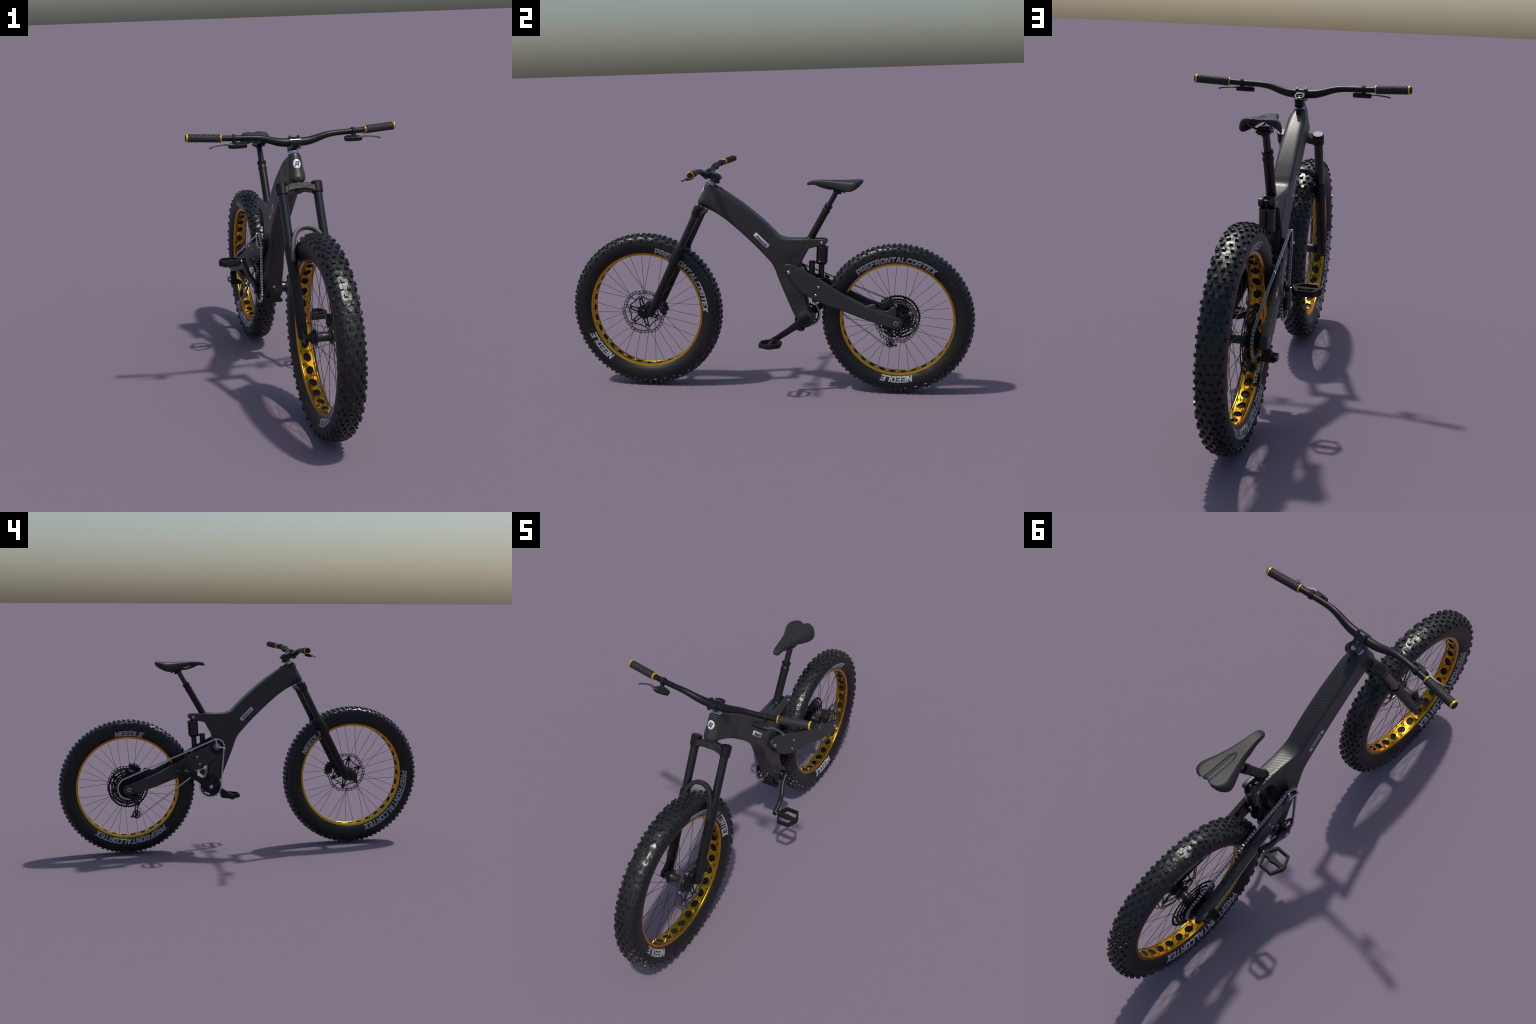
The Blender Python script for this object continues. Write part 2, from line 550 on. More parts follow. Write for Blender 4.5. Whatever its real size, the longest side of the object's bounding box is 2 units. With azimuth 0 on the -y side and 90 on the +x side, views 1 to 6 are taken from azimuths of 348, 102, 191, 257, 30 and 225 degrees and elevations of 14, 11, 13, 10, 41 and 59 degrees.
# ------------------------------------------------------------------ frame
FRAME = [(-.277, 1.027), (-.252, 1.019), (-.231, 1.010), (-.175, .973), (-.118, .933), (-.061, .888), (-.005, .839),
         (.042, .793), (.068, .767), (.098, .7555), (.165, .7525), (.215, .752), (.243, .7505), (.247, .735), (.243, .716), (.218, .705),
         (.197, .671), (.179, .638), (.174, .612), (.180, .57), (.195, .50), (.202, .455), (.206, .424), (.217, .396),
         (.233, .376), (.236, .352), (.224, .330), (.203, .318), (.183, .317), (.165, .328), (.152, .358), (.135, .389),
         (.120, .423), (.0905, .495), (.067, .554), (.0495, .604), (.033, .635), (.008, .664), (-.043, .718),
         (-.094, .766), (-.146, .811), (-.19, .848), (-.235, .8775), (-.2765, .897), (-.309, .908), (-.3235, .9165), (-.328, .934),
         (-.318, .953), (-.303, .980), (-.290, 1.010)]
half = idw([(-.305, .98, .0285), (-.275, 1.015, .0265), (-.30, .93, .0335), (-.32, .935, .0335), (-.22, .93, .0355), (-.13, .87, .0375), (-.03, .78, .0375), (.05, .72, .0375), (.12, .70, .0365),
            (.17, .735, .031), (.22, .73, .029), (.24, .735, .0285), (.15, .62, .032), (.10, .57, .033), (.12, .47, .036), (.17, .45, .034),
            (.19, .36, .038), (.16, .35, .038)])
edge = idw([(-.33, .94, .030), (-.32, .92, .030), (-.30, 1.0, .029), (-.26, .95, .024), (-.2, .96, .011), (-.2, .87, .015), (-.06, .86, .010), (0, .76, .012), (.12, .7, .010), (.22, .73, .006), (.05, .6, .010), (.12, .5, .010), (.19, .35, .01)])
flat = idw([(-.28, .90, .3), (-.32, .915, .1), (-.33, .94, .04), (-.31, .96, .04), (-.315, .98, .04), (-.29, 1.01, .06), (-.26, .98, .2), (-.26, .91, .6), (-.2, .9, .74), (0, .76, .75), (.12, .72, .75), (.22, .73, .75), (.12, .5, .78), (.06, .58, .78), (.19, .35, .85)])
def frame_detail(Q, d):
    # shallow side hollow behind the swingarm pivot and along the seat mast
    h = np.exp(-(((Q[:, 0] - .185) / .02) ** 2 + ((Q[:, 1] - .665) / .035) ** 2)) * np.clip(d / .012, 0, 1)
    return -0.004 * h
fg = Geo().add(*shell(FRAME, half, edge, flat, 0.0045, detail=frame_detail))
frame = fg.obj("frame", "carbon", bike, 60)

# the two prongs that carry the upper shock eye
PRONG = [(.205, .7500), (.24, .7508), (.284, .7508), (.298, .7475), (.304, .739), (.300, .726), (.290, .719), (.256, .7145), (.225, .707), (.205, .700)]
for s in (1, -1):
    g = Geo().add(*shell(PRONG, const(.0088), const(.007), const(.72), 0.004, xc=lambda Q, s=s: np.full(len(Q), s * .0205)))
    g.obj("shock_mount_prong", "carbon", frame, 32)

# two relief slots in front of the seat post
for sx, y0, y1, hw_ in ((.0125, .165, .203, .0032), (-.0125, .178, .203, .0013)):
    sl = rrect((y1 - y0) / 2, hw_, hw_ * .9, 3)
    Geo().add(*prism(sl, V(sx, (y0 + y1) / 2, .7528), V(0, 1, -.004), V(1, 0, 0), V(0, 0, 1), -.003, .0006, .0002)).obj("relief_slot", "black_gloss", frame)

# bottom bracket shell
g = Geo()
g.add(*lathe([(-.040, .037), (-.0385, .0395), (.0385, .0395), (.040, .037)], BB, (1, 0, 0), 40))
g.obj("bottom_bracket_shell", "carbon", frame)
g = Geo()
g.add(*lathe([(-.052, .022), (-.050, .024), (-.042, .024)], BB, (1, 0, 0), 32))
g.add(*lathe([(.042, .024), (.058, .024), (.060, .021)], BB, (1, 0, 0), 32))
g.obj("bearing_cup", "black_gloss", frame)

def hexbolt(name, c, axis, r, h, parent, mat="steel"):
    """round bolt head with a hexagon socket"""
    g = Geo()
    g.add(*lathe([(-.002, r), (h - r * .18, r), (h, r * .82), (h, r * .5)], c, axis, 24))
    d, a, b = perp_frame(axis)
    top = [c + d * h + (a * math.cos(t) + b * math.sin(t)) * r * .5 for t in [2 * PI * k / 24 for k in range(24)]]
    bot = [c + d * h * .3 + (a * math.cos(t) + b * math.sin(t)) * r * .46 for t in [2 * PI * (k // 4) / 6 for k in range(24)]]
    g2 = Geo()
    g2.v = g.v + top + bot
    o = len(g.v)
    g2.f = g.f[:-1] + [(o + k, o + (k + 1) % 24, o + 24 + (k + 1) % 24, o + 24 + k) for k in range(24)] + [tuple(o + 24 + k for k in range(0, 24, 4))]
    return g2.obj(name, mat, parent, 35)

for s in (1, -1):
    hexbolt("pivot_bolt", V(s * .0295, .2815, .7345), V(s, 0, 0), .0068, .003, frame)

# headset rings
up = -FORK_DIR
HT = V(0, -.2535, 1.0185)
g = Geo()
g.add(*lathe([(-.004, .0215), (-.001, .0228), (.0015, .0228), (.003, .0195), (.0055, .0215), (.008, .0215), (.0095, .0185), (.011, .0185)], HT, up, 36))
g.obj("headset_ring", "steel", frame)
HB = V(0, -.3005, .9070)
g = Geo()
g.add(*lathe([(-.006, .020), (-.005, .0235), (-.002, .0255), (.004, .0255)], HB, up, 36))
g.obj("headset_ring", "steel", frame)
# cable port behind the stem
g = Geo()
cp = V(0, -.2075, .9965)
td = unit(V(0, .057, -.040))
tn = unit(V(0, .040, .057))
g.add(*lathe([(-.004, .0062), (.001, .0062), (.0018, .0052), (.0008, .0044)], cp, tn, 20))
g.obj("cable_port", "black_matt", frame)

# badge on the head tube: silver disc with a dark letter
bc = V(0, -.3012, .987)
bn = unit(V(0, -.5 * 1.0, .31) * 1.0)
bn = unit(V(0, -.905, .425))
bu = unit(np.cross(V(1, 0, 0), bn)) * -1
if bu[2] < 0:
    bu = -bu
bx = V(1, 0, 0)
def badge_pos(u, v, h):
    # wraps the disc round the head tube (radius ~30 mm)
    R = .030
    a = u / R
    c = bc - bn * R * 0.72
    return bc + bx * R * math.sin(a) * .98 + bn * (R * (math.cos(a) - 1) * .80 + h) + bu * v
bv, bf = [], []
rings, seg = 8, 36
for i in range(rings + 1):
    for k in range(seg):
        r = .0182 * i / rings
        t = 2 * PI * k / seg
        bv.append(badge_pos(r * math.cos(t) * .92, r * 1.04 * math.sin(t), .0016 if i < rings else .0006))
for k in range(seg):
    bv.append(badge_pos(.0182 * math.cos(2 * PI * k / seg) * .92, .0189 * math.sin(2 * PI * k / seg), -.004))
for i in range(rings + 1):
    for k in range(seg):
        k2 = (k + 1) % seg
        if i == 0:
            continue
        bf.append((i * seg + k - seg, i * seg + k2 - seg, i * seg + k2, i * seg + k))
bf += [((rings) * seg + k, (rings) * seg + (k + 1) % seg, (rings + 1) * seg + (k + 1) % seg, (rings + 1) * seg + k) for k in range(seg)]
Geo().add(bv, bf).obj("head_badge", "badge", frame, 50)
lettering("badge_letter", "R", lambda u, v, h, w: badge_pos((u - w / 2 - .05) * .0185, (v - .5) * .0195, h + .0026), "ink", frame, grid=.25, depth=.0014, shear=.25)

# name labels on both sides of the main tube
for s in (1, -1):
    p0, p1 = V(s * .0382, -.0419, .7783), V(s * .0382, .0225, .7152)     # upper / lower end, mid height
    du = unit(p1 - p0)
    L = np.linalg.norm(p1 - p0)
    dv = V(0, -du[2], du[1])
    hw = .0104
    c = (p0 + p1) / 2
    o2 = rrect(L / 2, hw, .003, 3)
    en = V(s, 0, 0)
    Geo().add(*prism(o2, c, du, dv, en, -.004, .0008, .0003)).obj("name_label", "label", frame, 50)
    # text runs downhill on the +x side, uphill on the -x side
    eu = du if s > 0 else -du
    evv = dv
    H = .0125
    sizes = [1.0, .66, .66, .66, .66, .66, 1.0]
    def place(u, v, h, w, c=c, eu=eu, evv=evv, en=en, H=H):
        k = .0655 / w
        return c + eu * (u - w / 2) * k + evv * (v - .52) * H + en * (.0016 + h)
    lettering("name_lettering", "ROBERTS", place, "ink", frame, grid=0, depth=.0008, sizes=sizes, shear=.22)
    Geo().add(*prism([(-.021, -.0004), (-.021, .0004), (.021, .0004), (.021, -.0004)], c + evv * .0052, du, dv, en, .0007, .0014)).obj("label_stripe", "ink", frame)

# bash guard under the bottom bracket
g = Geo()
bg = [(.148, .382), (.140, .352), (.147, .322), (.154, .303), (.166, .299), (.184, .300), (.186, .305), (.172, .307), (.160, .314), (.152, .330), (.148, .350), (.155, .378)]
g.add(*shell(bg, idw([(.15, .375, .021), (.145, .34, .024), (.157, .303, .039), (.21, .302, .036)]), const(.003), const(.9), .004))
g.obj("bash_guard", "black_matt", bike, 32)
hexbolt("guard_bolt", V(-.004, .1365, .380), unit(V(0, -.9, -.2)), .0062, .006, frame)

# ------------------------------------------------------------------ swingarm
ARM = [(.094, .600), (.0935, .618), (.104, .630), (.124, .632), (.150, .626), (.197, .604), (.249, .575), (.313, .538), (.368, .506), (.42, .476), (.494, .440),
       (.534, .424), (.59, .407), (.635, .3925), (.655, .384), (.6675, .363), (.657, .341), (.635, .3355), (.612, .339), (.555, .355), (.482, .378),
       (.420, .400), (.355, .422), (.30, .440), (.245, .462), (.19, .493), (.156, .523), (.133, .554), (.114, .586)]
ARM_DRIVE = [(.127, .576), (.136, .589), (.154, .594), (.180, .591), (.212, .578), (.252, .562), (.313, .534)] + ARM[8:-3] + [(.158, .521), (.140, .546), (.130, .566)]
def arm_outer(y):
    return np.interp(y, [.09, .12, .18, .268, .40, .52, .6365, .67], [.0475, .050, .0575, .0665, .0800, .0915, .0985, .0985])
def arm_thick(y):
    return np.interp(y, [.09, .15, .27, .34, .43, .55, .64, .67], [.014, .0155, .0170, .0215, .0270, .0280, .0285, .0285])
for s in (1, -1):
    g = Geo()
    hf = lambda Q: arm_thick(Q[:, 0]) / 2
    xcf = lambda Q, s=s: s * (arm_outer(Q[:, 0]) - arm_thick(Q[:, 0]) / 2)
    g.add(*shell(ARM if s > 0 else ARM_DRIVE, hf, const(.0065), const(.70), .0045, xc=xcf))
    arm = g.obj("swingarm", "carbon", bike, 60)
    hexbolt("swingarm_bolt", V(s * .0665, .2679, .5252), V(s, 0, -.05), .0058, .0028, arm)
    hexbolt("swingarm_bolt", V(s * .0655, .2536, .4853), V(s, 0, -.05), .0058, .0028, arm)
    # axle end ring
    g = Geo()
    g.add(*lathe([(-.004, .0105), (.0016, .0105), (.0022, .0095), (.0022, .0072), (-.006, .0068), (-.012, .0066)], V(s * .0985, .6365, .3643), V(s, 0, 0), 28))
    g.obj("axle_ring", "steel", arm, 35)
    if s > 0:
        hexbolt("swingarm_bolt", V(.0500, .1211, .5924), V(s, 0, 0), .0088, .0032, arm)
    swing = arm
# bridge (yoke) joining both arms ahead of the rear wheel
g = Geo()
g.add(*sweep([(-.049, .243, .512), (-.03, .243, .514), (0, .243, .516), (.03, .243, .514), (.049, .243, .512)], rrect(.026, .030, .008), up=(0, 0, 1)))
g.obj("swingarm_bridge", "black_satin", bike, 32)
# small clips along the upper edge of the drive-side arm
g = Geo()
for y, z in ((.292, .553), (.330, .531)):
    g.add(*box((-.058, y, z), (.006, .013, .005), [V(1, 0, 0), unit(V(0, .86, -.5)), unit(V(0, .5, .86))], .002))
g.obj("chain_rub_block", "black_gloss", bike)
# brake mount on the right arm
g = Geo()
mt = [(.495, .437), (.522, .450), (.538, .449), (.544, .430), (.566, .422), (.596, .421), (.612, .437), (.632, .440), (.637, .412), (.634, .386), (.58, .400), (.53, .418)]
g.add(*shell(mt, const(.0095), const(.005), const(.6), .004, xc=const(.0785)))
g.obj("brake_mount", "carbon", swing if False else bike, 32)

# ------------------------------------------------------------------ rear shock
SH = V(0, .2822, .7345)
sd = unit(V(0, -.012, -.185))
g = Geo()
g.add(*lathe([(-.0112, .009), (.0112, .009)], SH, (1, 0, 0), 28))
g.add(*box(SH + V(0, .002, -.010), (.0065, .008, .012), None, .002))
g.add(*lathe([(-.012, .0155), (-.006, .0165)], SH + sd * .020, -sd, 28))
g.obj("shock_eye", "black_satin", bike)
g = Geo()
def shock_r(s, r, t):
    return r
g.add(*lathe([(.0185, .024), (.0195, .0275), (.023, .0288), (.030, .0288), (.031, .0280), (.090, .0280), (.091, .0288), (.098, .0285), (.101, .0255), (.107, .0235), (.108, .016)], SH, sd, 40))
shock = g.obj("shock_absorber", "black_gloss", bike, 30)
g = Geo().add(*lathe([(.100, .0142), (.190, .0142)], SH, sd, 32))
g.obj("shock_shaft", "black_gloss", shock)
g = Geo().add(*lathe([(.176, .017), (.178, .019), (.188, .019), (.200, .021), (.212, .021)], SH, sd, 32))
g.add(*box(SH + sd * .198, (.03, .013, .016), None, .003))
g.obj("shock_mount", "black_satin", shock)
RT = V(0, .2285, .6425)
g = Geo().add(*lathe([(0, .0125), (.002, .0145), (.085, .0145), (.090, .013)], RT, V(0, -.03, -1), 32))
g.obj("shock_reservoir", "crown", shock)
g = Geo().add(*box(V(0, .246, .634), (.006, .012, .005), None, .001)).add(*rod(V(0, .235, .535), V(0, .275, .535), .013))
g.obj("shock_bridge", "black_gloss", shock)

# ------------------------------------------------------------------ seat post and saddle
P0, P1 = V(0, .2095, .7255), V(0, .3585, .985)
pd = unit(P1 - P0)
def on_post(z):
    return P0 + pd * ((z - P0[2]) / pd[2])
g = Geo().add(*lathe([(0, .0176), ((.8785 - P0[2]) / pd[2], .0176), ((.880 - P0[2]) / pd[2], .0192), ((.886 - P0[2]) / pd[2], .0196), ((.8905 - P0[2]) / pd[2], .0186),
                     ((.894 - P0[2]) / pd[2], .0170), ((.898 - P0[2]) / pd[2], .0166), ((.901 - P0[2]) / pd[2], .0180), ((.905 - P0[2]) / pd[2], .0200), ((.911 - P0[2]) / pd[2], .0200), ((.914 - P0[2]) / pd[2], .0175), ((.915 - P0[2]) / pd[2], .012)], P0, pd, 36))
post = g.obj("seat_post", "black_satin", bike, 30)
g = Geo().add(*rod(on_post(.90), on_post(.984), .0128, 32, .001))
g.obj("seat_post_stanchion", "black_gloss", post)
g = Geo().add(*lathe([(0, .0195), (.004, .0205), (.010, .0200), (.013, .018)], on_post(.7415), pd, 32))
g.obj("seat_collar", "black_satin", post)

# saddle: lofted cross-sections from nose to tail (y, centre height, half width, drop, dish)
SEC = [(.2130, 1.0165, .0030, .004), (.2150, 1.0195, .0085, .007), (.2210, 1.0240, .0135, .011), (.2320, 1.0285, .0165, .014), (.2500, 1.0310, .0185, .016),
       (.2750, 1.0318, .0215, .018), (.3000, 1.0313, .0262, .021), (.3250, 1.0303, .0315, .025), (.3500, 1.0293, .0385, .030), (.3750, 1.0283, .0475, .036),
       (.4000, 1.0278, .0580, .041), (.4150, 1.0279, .0640, .043), (.4300, 1.0284, .0685, .041), (.4420, 1.0289, .0690, .037), (.4530, 1.0294, .0655, .031), (.4620, 1.0298, .0595, .025),
       (.4690, 1.0300, .0510, .019), (.4740, 1.0298, .0400, .014), (.4770, 1.0290, .0290, .010)]
S = np.array(SEC)
yy = np.concatenate([np.linspace(.213, .235, 12), np.linspace(.238, .455, 80), np.linspace(.458, .478, 16)])
def col(i):
    # smooth interpolation of the section table
    return np.interp(yy, S[:, 0], S[:, i])
cz, hw_, dr = col(1), col(2), col(3)
K = 121
sv, sf = [], []
for i, y in enumerate(yy):
    for j in range(K):
        t = -1 + 2 * j / (K - 1)
        a = abs(t)
        x = hw_[i] * math.sin(t * PI / 2) ** 1 if True else 0
        fall = dr[i] * (max(0, (a - .42) / .58)) ** 2.3
        z = cz[i] - fall
        # central channel with a padded floor, from mid length to the tail
        ch = np.clip((y - .336) / .010, 0, 1)
        gx = abs(x)
        w1 = .0115 * np.clip((y - .330) / .03, .55, 1)
        q = np.clip((gx - w1 + .0030) / .0050, 0, 1)
        groove = .0030 * (1 - q * q * (3 - 2 * q)) - .0014 * math.exp(-(gx / .0055) ** 2)
        z -= ch * groove
        # tail notch
        yo = y - .010 * math.exp(-(x / .012) ** 2) * np.clip((y - .455) / .02, 0, 1)
        sv.append((x, yo, z))
n0 = len(yy)
for i in range(n0 - 1):
    for j in range(K - 1):
        sf.append((i * K + j, i * K + j + 1, (i + 1) * K + j + 1, (i + 1) * K + j))
# underside: offset copy
m = len(sv)
for (x, y, z) in list(sv):
    i = len(sv) - m
    a = abs(x) / max(1e-5, hw_[i // K])
    sv.append((x * .94, np.clip(y, .2165, .473), z - .0085 + .004 * a ** 4))
for i in range(n0 - 1):
    for j in range(K - 1):
        sf.append((m + i * K + j, m + (i + 1) * K + j, m + (i + 1) * K + j + 1, m + i * K + j + 1))
for i in range(n0 - 1):
    for j in (0, K - 1):
        sf.append((i * K + j, (i + 1) * K + j, m + (i + 1) * K + j, m + i * K + j))
for j in range(K - 1):
    for i in (0, n0 - 1):
        sf.append((i * K + j, i * K + j + 1, m + i * K + j + 1, m + i * K + j))
g = Geo().add(sv, sf)
saddle = g.obj("saddle", "saddle", bike, 55)
for s in (1, -1):
    path = catmull([(s * .012, .248, 1.016), (s * .016, .275, 1.004), (s * .021, .315, .992), (s * .022, .36, .990), (s * .022, .40, .991), (s * .030, .435, 1.002), (s * .040, .458, 1.015)], .008)
    Geo().add(*sweep(path, circle(.0036, 10))).obj("saddle_rail", "black_gloss", saddle)
g = Geo().add(*box((0, .371, .981), (.024, .030, .0045), None, .0015)).add(*box((0, .371, .991), (.020, .022, .006), None, .002)).add(*box((0, .3635, .973), (.011, .014, .008), None, .002)).add(*rod((-.018, .392, .976), (.018, .392, .976), .0052))
g.obj("saddle_clamp", "black_satin", post)

# ------------------------------------------------------------------ handlebar, stem, controls
def bar_pt(x):
    a = abs(x)
    y = np.interp(a, [0, .03, .06, .09, .125, .16, .24, .282, .425], [-.270, -.270, -.2705, -.2725, -.2755, -.2762, -.2685, -.2625, -.2398])
    z = np.interp(a, [0, .03, .06, .09, .125, .16, .24, .282, .425], [1.0665, 1.0665, 1.069, 1.0775, 1.0895, 1.0935, 1.0957, 1.0972, 1.1045])
    return V(x, y, z)
xs = np.linspace(-.402, .402, 135)
bp = [bar_pt(x) for x in xs]
for _ in range(10):
    bp = [bp[0]] + [(bp[i - 1] + 2 * bp[i] + bp[i + 1]) / 4 for i in range(1, len(bp) - 1)] + [bp[-1]]
def bar_r(t):
    a = abs(t * .804 - .402)
    return float(np.interp(a, [0, .045, .07, .12, .17, .41], [.0165, .0165, .0155, .0130, .0112, .0112]))
g = Geo().add(*sweep(bp, circle(1.0, 24), up=(0, 0, 1), scale=lambda t: bar_r(t)))
bar = g.obj("handlebar", "black_satin", bike)

for s in (1, -1):
    a, b = bar_pt(s * .286), bar_pt(s * .412)
    d = unit(b - a)
    L = np.linalg.norm(b - a)
    grip = Geo().add(*lathe([(0, .0140), (L, .0140)], a, d, 28)).obj("grip", "grip", bar)
    # raised blocks of the grip
    g = Geo()
    nr_, nc = 13, 12
    _, e1, e2 = perp_frame(d)
    for i in range(nr_):
        for k in range(nc):
            t = 2 * PI * (k + .5 * (i % 2)) / nc
            nn = e1 * math.cos(t) + e2 * math.sin(t)
            tt = -e1 * math.sin(t) + e2 * math.cos(t)
            lk = .0036 if (i + k) % 3 else .0029
            g.add(*box(a + d * (.0055 + (L - .011) * i / (nr_ - 1)) + nn * .0143, (lk, .0027, .0016), [d, tt, nn], .0004))
    g.obj("grip_block", "grip", bar, 30, True)
    for q, w in ((a, .0026), (b, .0036)):
        Geo().add(*lathe([(-w, .0145), (-w + .0012, .0166), (w - .0012, .0166), (w, .0145)], q, d, 32)).obj("grip_ring", "gold_ring", bar)
    Geo().add(*lathe([(.002, .0132), (.0062, .0132), (.0082, .0105), (.0085, .004)], b, d, 28)).obj("grip_end_cap", "black_matt", bar)
    # brake lever: clamp, body, lever blade
    c = bar_pt(s * .2375)
    g = Geo()
    g.add(*lathe([(-.0065, .0140), (-.0055, .0152), (.0055, .0152), (.0065, .0140)], c, d, 26))
    g.add(*box(c + V(0, -.010, -.0125), (.007, .008, .006), [d, unit(V(0, 1, .35)), unit(V(0, -.35, 1))], .001))
    g.obj("lever_clamp", "black_matt", bar)
    g = Geo()
    body = [(s * .1945, -.2905), (s * .1945, -.3085), (s * .214, -.3125), (s * .246, -.313), (s * .262, -.308), (s * .266, -.298), (s * .252, -.288), (s * .236, -.280), (s * .222, -.281)]
    ev_, en_ = unit(V(0, .97, .20)), unit(V(0, -.20, .97))
    g.add(*prism([(p, q + .300) for p, q in body], V(0, -.300, 1.0705), (1, 0, 0), ev_, en_, -.0080, .0085, .0022))
    body_ob = g.obj("brake_lever_body", "black_matt", bar, 30)
    g = Geo()
    for k, (bx_, hh) in enumerate(((.205, .0035), (.216, .0035))):
        g.add(*lathe([(0, .0055), (.004, .0050), (.006, .003)], V(s * bx_, -.300, 1.0785), V(0, -.2, .97), 14))
    g.obj("adjuster_knob", "black_matt", bar)
    path = catmull([(s * .246, -.303, 1.0745), (s * .262, -.3045, 1.0760), (s * .277, -.2955, 1.0762), (s * .300, -.2945, 1.0748), (s * .322, -.2985, 1.0718), (s * .332, -.3025, 1.0695), (s * .3355, -.3065, 1.0672)], .004)
    g = Geo().add(*sweep(path, rrect(.0042, .0030, .0012, 2), up=(0, .2, 1), scale=lambda t: (1.5 - .6 * min(1, t * 2.2), 1.0)))
    g.obj("brake_lever", "lever", bar, 35)

# stem
steer_c = V(0, -.2325, 1.0445)
bar_c = V(0, -.270, 1.0665)
fwd = unit(np.cross(V(1, 0, 0), up)) * -1
if fwd[1] > 0:
    fwd = -fwd
stem_ax = [V(1, 0, 0), fwd, up]
g = Geo()
def stem_r(s, r, t):
    return r
g.add(*lathe([(-.019, .0185), (-.0175, .0200), (.0185, .0200), (.0205, .0185), (.0205, .0150), (.010, .0145)], steer_c, up, 32))
stem = g.obj("stem", "black_gloss", bike, 30)
g = Geo()
cl = steer_c
v_, f_ = [], []
rows = [(0.000, .0185, .0185), (.012, .0175, .0165), (.022, .0195, .0150), (.030, .0215, .0165)]
sec = []
for dd, hx, hz in rows:
    o = steer_c * (1 - dd / .042) + bar_c * (dd / .042)
    sec.append([o + V(1, 0, 0) * p[0] + up * p[1] for p in rrect(hx, hz, .005, 3)])
mm = len(sec[0])
v_ = [p for r in sec for p in r]
for i in range(len(sec) - 1):
    for k in range(mm):
        f_.append((i * mm + k, i * mm + (k + 1) % mm, (i + 1) * mm + (k + 1) % mm, (i + 1) * mm + k))
f_.append(tuple(range(mm))[::-1])
f_.append(tuple((len(sec) - 1) * mm + k for k in range(mm)))
g.add(v_, f_)
g.add(*lathe([(-.0225, .0180), (-.0215, .0208), (.0215, .0208), (.0225, .0180)], bar_c, (1, 0, 0), 36))
for sx in (1, -1):
    # forked ears above and below the bar that take the faceplate bolts
    for sz in (1, -1):
        g.add(*box(bar_c + up * sz * .0185 + V(sx * .0165, -.002, 0) , (.0055, .010, .0068), stem_ax, .002))
g.obj("stem_clamp", "black_gloss", stem, 35)
for sx in (1, -1):
    for sz in (1, -1):
        hexbolt("stem_bolt", bar_c + up * sz * .0195 + V(sx * .0165, 0, 0) + fwd * .009, fwd, .0042, .003, stem, "black_gloss")
    hexbolt("stem_bolt", steer_c + up * .011 * sx - fwd * .0195, -fwd, .0040, .0035, stem, "black_gloss")
g = Geo()
g.add(*box(steer_c - fwd * .0185 + up * .0115, (.0145, .006, .0065), stem_ax, .002))
g.add(*box(steer_c - fwd * .0185 - up * .0115, (.0145, .006, .0065), stem_ax, .002))
g.obj("stem_pinch_block", "black_gloss", stem)
Geo().add(*lathe([(.008, .013), (.0115, .0125), (.0125, .006), (.0155, .0055), (.016, .003)], steer_c, up, 26)).obj("top_cap", "steel", stem)

# ------------------------------------------------------------------ suspension fork
fork = empty("suspension_fork", bike)
LEG = {1: .0740, -1: -.0665}       # the legs sit a little off centre, the disc side further out
for s in (1, -1):
    def ax(z, s=s):
        return V(LEG[s], steer(z), z)
    Geo().add(*lathe([(0, .0195), (.0025, .0225), (.044, .0220), (.046, .0205)], ax(.9135), FORK_DIR, 36)).obj("crown_cap", "black_satin", fork, 35)
    Geo().add(*rod(ax(.875), ax(.655), .0172, 36)).obj("stanchion", "stanchion", fork)
    # lower leg: lathe with a wider lip on top, slimmer at the foot
    L = np.linalg.norm(ax(.7005) - ax(.372))
    g = Geo().add(*lathe([(0, .0185), (.002, .0215), (.012, .0222), (.05, .0222), (.09, .0205), (L - .06, .0195), (L - .01, .0190), (L, .0160)], ax(.7005), FORK_DIR, 36))
    leg = g.obj("fork_lower_leg", "black_satin", fork, 35)
    g = Geo().add(*lathe([(0, .0176), (.0, .0196), (.004, .0200), (.005, .0180)], ax(.7035), FORK_DIR, 32))
    g.obj("dust_seal", "black_matt", fork)
    # dropout: flat lug from the leg foot forward to the axle
    dro = [(-.560, .430), (-.552, .398), (-.566, .378), (-.590, .366), (-.615, .364), (-.630, .373), (-.635, .388), (-.628, .402), (-.610, .410), (-.590, .424)]
    g = Geo().add(*shell(dro, const(.0075), const(.005), const(.6), .004, xc=const(.055 if s > 0 else -.0665)))
    g.obj("fork_dropout", "black_satin", fork, 32)
    g = Geo().add(*lathe([(0, .0115), (.0095, .0115), (.011, .0100), (.011, .0065), (.004, .006)], V(s * .064, FRONT[1], FRONT[2]), V(s, 0, 0), 28))
    g.obj("axle_end", "black_gloss", fork)

# crown: chunky bridge with a V facet, extruded front to back
cc = V(.0037, steer(.893), .893)
cu = V(1, 0, 0)
crown = [(-.060, .006), (-.036, .0165), (-.014, .020), (.014, .020), (.036, .0165), (.060, .006), (.060, -.019), (.030, -.0125), (.018, -.011), (-.018, -.011), (-.030, -.0125), (-.060, -.019)]
g = Geo().add(*prism(crown, cc, cu, up, fwd, -.0195, .0185, .0025))
# V shaped facet proud of the front
facet = [(-.048, .006), (-.004, .010), (.0225, -.002), (.048, .008), (.048, -.014), (.020, -.008), (-.018, -.008), (-.048, -.014)]
g.obj("fork_crown", "crown", fork, 30)
Geo().add(*prism(facet, cc, cu, up, fwd, .010, .0225, .0025)).obj("crown_facet", "crown", fork, 30)
Geo().add(*rod(cc - up * .014, HB, .0175, 30)).obj("steerer_base", "black_satin", fork)

